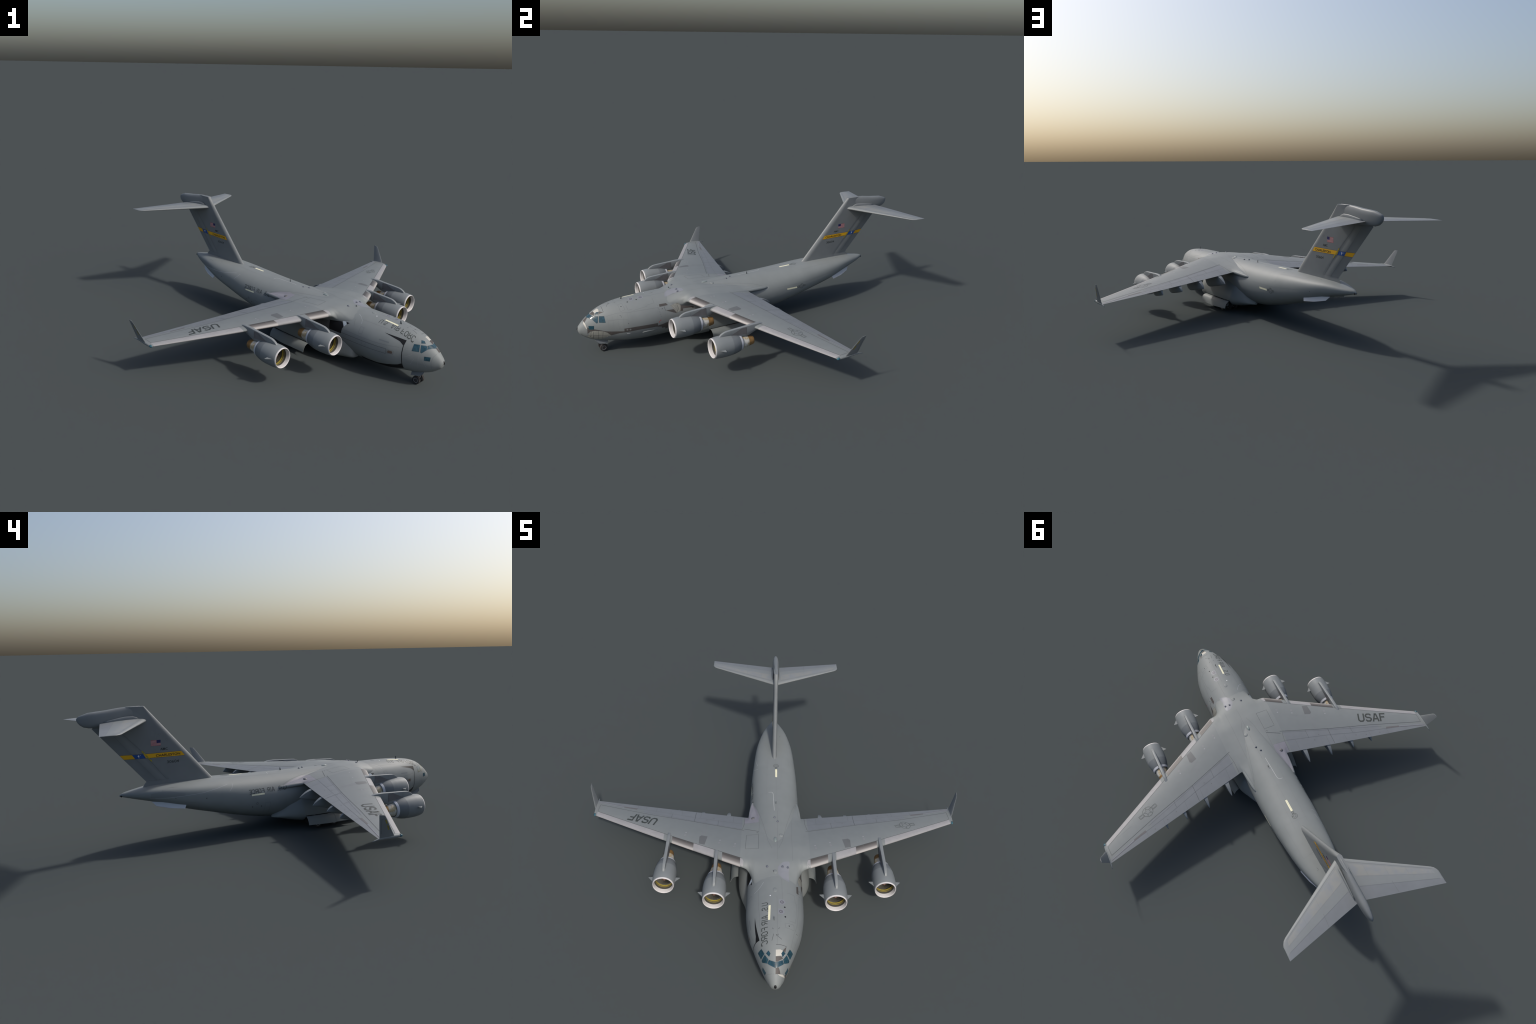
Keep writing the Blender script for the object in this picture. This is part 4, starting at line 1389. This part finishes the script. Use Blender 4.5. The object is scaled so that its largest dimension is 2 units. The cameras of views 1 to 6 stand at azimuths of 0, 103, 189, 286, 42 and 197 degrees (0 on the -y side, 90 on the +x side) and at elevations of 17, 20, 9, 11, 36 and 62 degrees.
disc("badge", paint("badge_faint", (0.19, 0.195, 0.205), 0.5), (-.091, -.1398, .1758), .0095, STAR, 1, .0075)
for c in ((-.0608, -.1369, .1622), (-.0053, -.1411, .1607), (-.334, -.1304, .2442)):
    disc("vent_hole", BLACK, c, .0030)  # painted black spots without depth
seam([(.019, .178), (.052, .178), (.047, .112)], 0.0010, SEAM, STAR, -.15)
seam([(.019, .178), (.014, .118)], 0.0010, SEAM, STAR, -.15)
for sg in (1, -1):
    if sg == -1:
        seam([(-.6308, -.0663, .2678), (-.5374, -.0976, .2652), (-.4479, -.1169, .2700), (-.3526, -.1254, .2759), (-.27, -.1215, .2889), (-.1996, -.1075, .3020)], 0.0012, SEAML)
        seam([(-.164, -.1049, .3022), (-.1788, -.1244, .2834), (-.1959, -.1334, .2678)], 0.0012, SEAML)
        patch("repaint_area", FIN, [(-.5678, .3076), (-.5718, .3006), (-.6273, .2924), (-.6289, .2680), (-.4509, .2710), (-.4495, .2839)], STAR, 0, -.1)  # slightly darker patch in the fin's grey
        patch("slot", SEAMD, [(-.5465, -.0748, .3145), (-.5044, -.0781, .3164), (-.4682, -.0859, .3149), (-.50, -.0790, .3150)], None, 1)  # thin dark sliver painted on, no recess
        seam([(-.52, -.085, .2352), (-.3781, -.1235, .2292), (-.3687, -.0905, .1863)], 0.0010)
seam([(.2661, -.0037), (.1153, -.0089), (.1020, -.0120), (.0945, -.0190), (.093, -.0378)], 0.0022, paint("hose_pale", (0.44, 0.45, 0.45), 0.5), TOP, .3, 1)
for ln in ([(.0649, .0374), (-.2432, .0447)], [(-.197, .0924), (-.4287, .0819)], [(.19, -.049), (-.235, -.047)], [(-.25, .006), (.25, .013)], [(-.2, .075), (-.2, -.06)], [(-.43, .08), (-.40, -.09)]):
    seam(ln, 0.0008, paint("faint_seam", (0.180, 0.190, 0.198), 0.6), TOP, .3)
seam([(.05, .235), (-.2, .238), (-.45, .262)], 0.0008, MATS["faint_seam"], PORT, .14)
seam([(-.19, .262), (-.192, .30)], 0.0008, MATS["faint_seam"], PORT, .14)
seam([(-.5093, .0406, .326), (-.5204, .0360, .3264), (-.5287, .0438, .3249)], 0.0013, SEAMD)
for sg in (1, -1):
    dome("tail_light", (-.770, sg * .006, .284), .0055, .004, BLACK)
    disc("vent_hole", BLACK, (-.50, sg * .098, .262), .002)  # small black dot, paint only

# ---- tail fin markings (both sides)
def stripe_x(z):        # front slope of the band
    return -.427 + (.499 - z) * .76


for sg, out in ((1, PORT), (-1, STAR)):
    at = sg * .014
    patch("tail_band", GOLD, [(-.4275, .4990), (-.4085, .4745), (-.6250, .4755), (-.6400, .4990)], out, 0, at, fin)
    patch("tail_band_centre", BLUE, [(-.6400, .4990), (-.6250, .4755), (-.6850, .4765), (-.7000, .4995)], out, 0, at, fin)
    patch("tail_band", GOLD, [(-.7000, .4995), (-.6850, .4765), (-.7430, .4780), (-.7640, .5010)], out, 0, at, fin)
    for zz in ((.4995, .5012), (.4740, .4772)):
        seam([(-.4275 if zz[0] > .49 else -.4085, zz[0]), (-.7630 if zz[0] > .49 else -.7430, zz[1])], 0.0012, SEAMD, out, at, 1, fin)
    rd = -sg        # reading direction: nose is to the reader's left on the port side
    lettering("CHARLESTON", BLACK, (-.434 if sg == 1 else -.572, .4793), (rd * -.0 + (-.138 if sg == 1 else .138), 0), (0, .0135), out, at, 2, fin, .02, .006)
    lettering("AMC", TEXT, (-.504 if sg == 1 else -.546, .5120), (-.042 if sg == 1 else .042, 0), (0, .0142), out, at, 1, fin, .01, .006)
    lettering("30604", TEXT, (-.443 if sg == 1 else -.512, .4385), (-.069 if sg == 1 else .069, 0), (0, .0155), out, at, 1, fin, .01, .006)
    # flag: stripes and canton, canton towards the nose
    f0, f1, fz0, fz1 = -.542, -.597, .5395, .5695
    for k in range(13):
        za, zb = fz0 + (fz1 - fz0) * k / 13, fz0 + (fz1 - fz0) * (k + 1) / 13
        patch("flag_stripe", RED if k % 2 == 0 else paint("flag_white", (0.40, 0.34, 0.35), 0.5), [(f0, za), (f1, za), (f1, zb), (f0, zb)], out, 0, at, fin, 0.02)
    patch("flag_canton", NAVY, [(f0, .5535), (f0 - .0225, .5535), (f0 - .0225, fz1 + .0003), (f0, fz1 + .0003)], out, 1, at, fin)
    # palm tree and crescent
    patch("palm_trunk", WHT, [(-.6625, .4800), (-.6648, .4800), (-.6672, .4890), (-.6650, .4890)], out, 1, at, fin)
    crown = []
    for k in range(14):
        rr = .0056 if k % 2 == 0 else .0036
        crown.append((-.6665 + rr * cos(2 * pi * k / 14), .4915 + rr * .85 * sin(2 * pi * k / 14)))
    patch("palm_crown", WHT, crown, out, 2, at, fin)
    patch("crescent", WHT, [(-.6535 - .0015 if sg == -1 else -.680, .4950), (-.6555 if sg == -1 else -.682, .4925), (-.6590 if sg == -1 else -.6845, .4920), (-.6570 if sg == -1 else -.6835, .4938)], out, 1, at, fin)
    patch("fin_bar", paint("bar_olive", (0.36, 0.29, 0.035), 0.55, mottle=0.4, scale=120), [(-.6505, .5150), (-.6435, .5175), (-.5925, .4580), (-.5985, .4555)], out, 3, at, fin)
    seam([(-.519, .355), (-.648, .515), (-.741, .610), (-.770, .645)], 0.0014, SEAM, out, at, 0, fin)
    seam([(-.570, .349), (-.677, .471), (-.769, .579), (-.82, .64)], 0.0011, SEAM, out, at, 0, fin)
    seam([(-.505, .352), (-.63, .350)], 0.0012, SEAM, out, at, 0, fin)
    for c in ((-.545, .600), (-.510, .570)):
        disc("access_ring", SEAM, (c[0], at, c[1]), .0065, out, 0, .0057, fin)
    seam([(-.625, .700), (-.70, .752)], 0.0008, MATS["faint_seam"], out, at, 0, fin)

# ---- tailplane zones and seams
for sg, st in ((1, stab[0]), (-1, stab[1])):
    def tx(y, q):
        t = (y - .008) / .429
        xl, xt = -.612 - .258 * t, -.859 - .104 * t
        return xl - (xl - xt) * q
    seam([(tx(.03, .10), sg * .03), (tx(.41, .13), sg * .41)], 0.0009, SEAM, TOP, .7, 1, st)
    patch("weathered_zone", paint("weathered_beige", (0.232, 0.240, 0.232), 0.55, mottle=0.03, tint=(0.208, 0.224, 0.238), tint_scale=16),
          [(tx(.035, .15), sg * .035), (tx(.405, .20), sg * .405), (tx(.412, .42), sg * .412), (tx(.035, .45), sg * .035)], TOP, 0, .7, st)
    for y in (.10, .195, .29, .40):
        seam([(tx(y, .16), sg * y), (tx(y, .44), sg * y)], 0.0007, MATS["faint_seam"], TOP, .7, 1, st)
    seam([(tx(.03, .69), sg * .03), (tx(.42, .69), sg * .42)], 0.0010, MATS["faint_seam"], TOP, .7, 1, st)
    seam([(tx(.195, .62), sg * .193), (tx(.195, .97), sg * .197)], 0.0011, SEAM, TOP, .7, 1, st)

# ---- winglet dashes on the outer faces
for sg, key, out in ((1, 'L', PORT), (-1, 'R', STAR)):
    at = sg * 1.115
    for d0, d1 in (((.0915, .300), (.1045, .279)), ((.1090, .2705), (.1215, .2470))):
        dx, dz = d1[0] - d0[0], d1[1] - d0[1]
        w = (.0032, .0012)
        patch("formation_dash", paint("dash_olive", (0.24, 0.20, 0.035), 0.55, mottle=0.3, scale=100),
              [(d0[0] - w[0], d0[1] - w[1]), (d0[0] + w[0], d0[1] + w[1]), (d1[0] + w[0], d1[1] + w[1]), (d1[0] - w[0], d1[1] - w[1])], out, 1, at, wings[key])
    seam([(.072, .305), (.087, .305), (.148, .222)], 0.0010, SEAMD, out, at, 0, wings[key])
    seam([(.071, .305), (.085, .230)], 0.0010, SEAMD, out, at, 0, wings[key])

# ---- darker heat-stained panels and seams on the pylon flanks
BODY = skin_tree({"pylon"})
REACH[0] = 0.03
STAIN = paint("pylon_stain", (0.135, 0.132, 0.135), 0.55, mottle=0.12, scale=30)
for xi, zi, yy in ((0.867, 0.204, 0.322), (0.738, 0.172, 0.6045)):
    for sg, key in ((1, 'L'), (-1, 'R')):
        for face, out in ((1, PORT), (-1, STAR)):
            at = sg * yy + face * 0.01
            patch("pylon_panel", STAIN, [(xi - .118, zi + .058), (xi - .195, zi + .092), (xi - .218, zi + .093), (xi - .218, zi + .045), (xi - .150, zi + .052)], out, 0, at, wings[key])
            seam([(xi - .219, zi + .094), (xi - .219, zi + .040)], 0.0010, SEAMD, out, at, 1, wings[key])
            seam([(xi - .118, zi + .083), (xi - .118, zi + .055)], 0.0008, SEAM, out, at, 1, wings[key])

flush_strips()
bpy.context.view_layer.update()
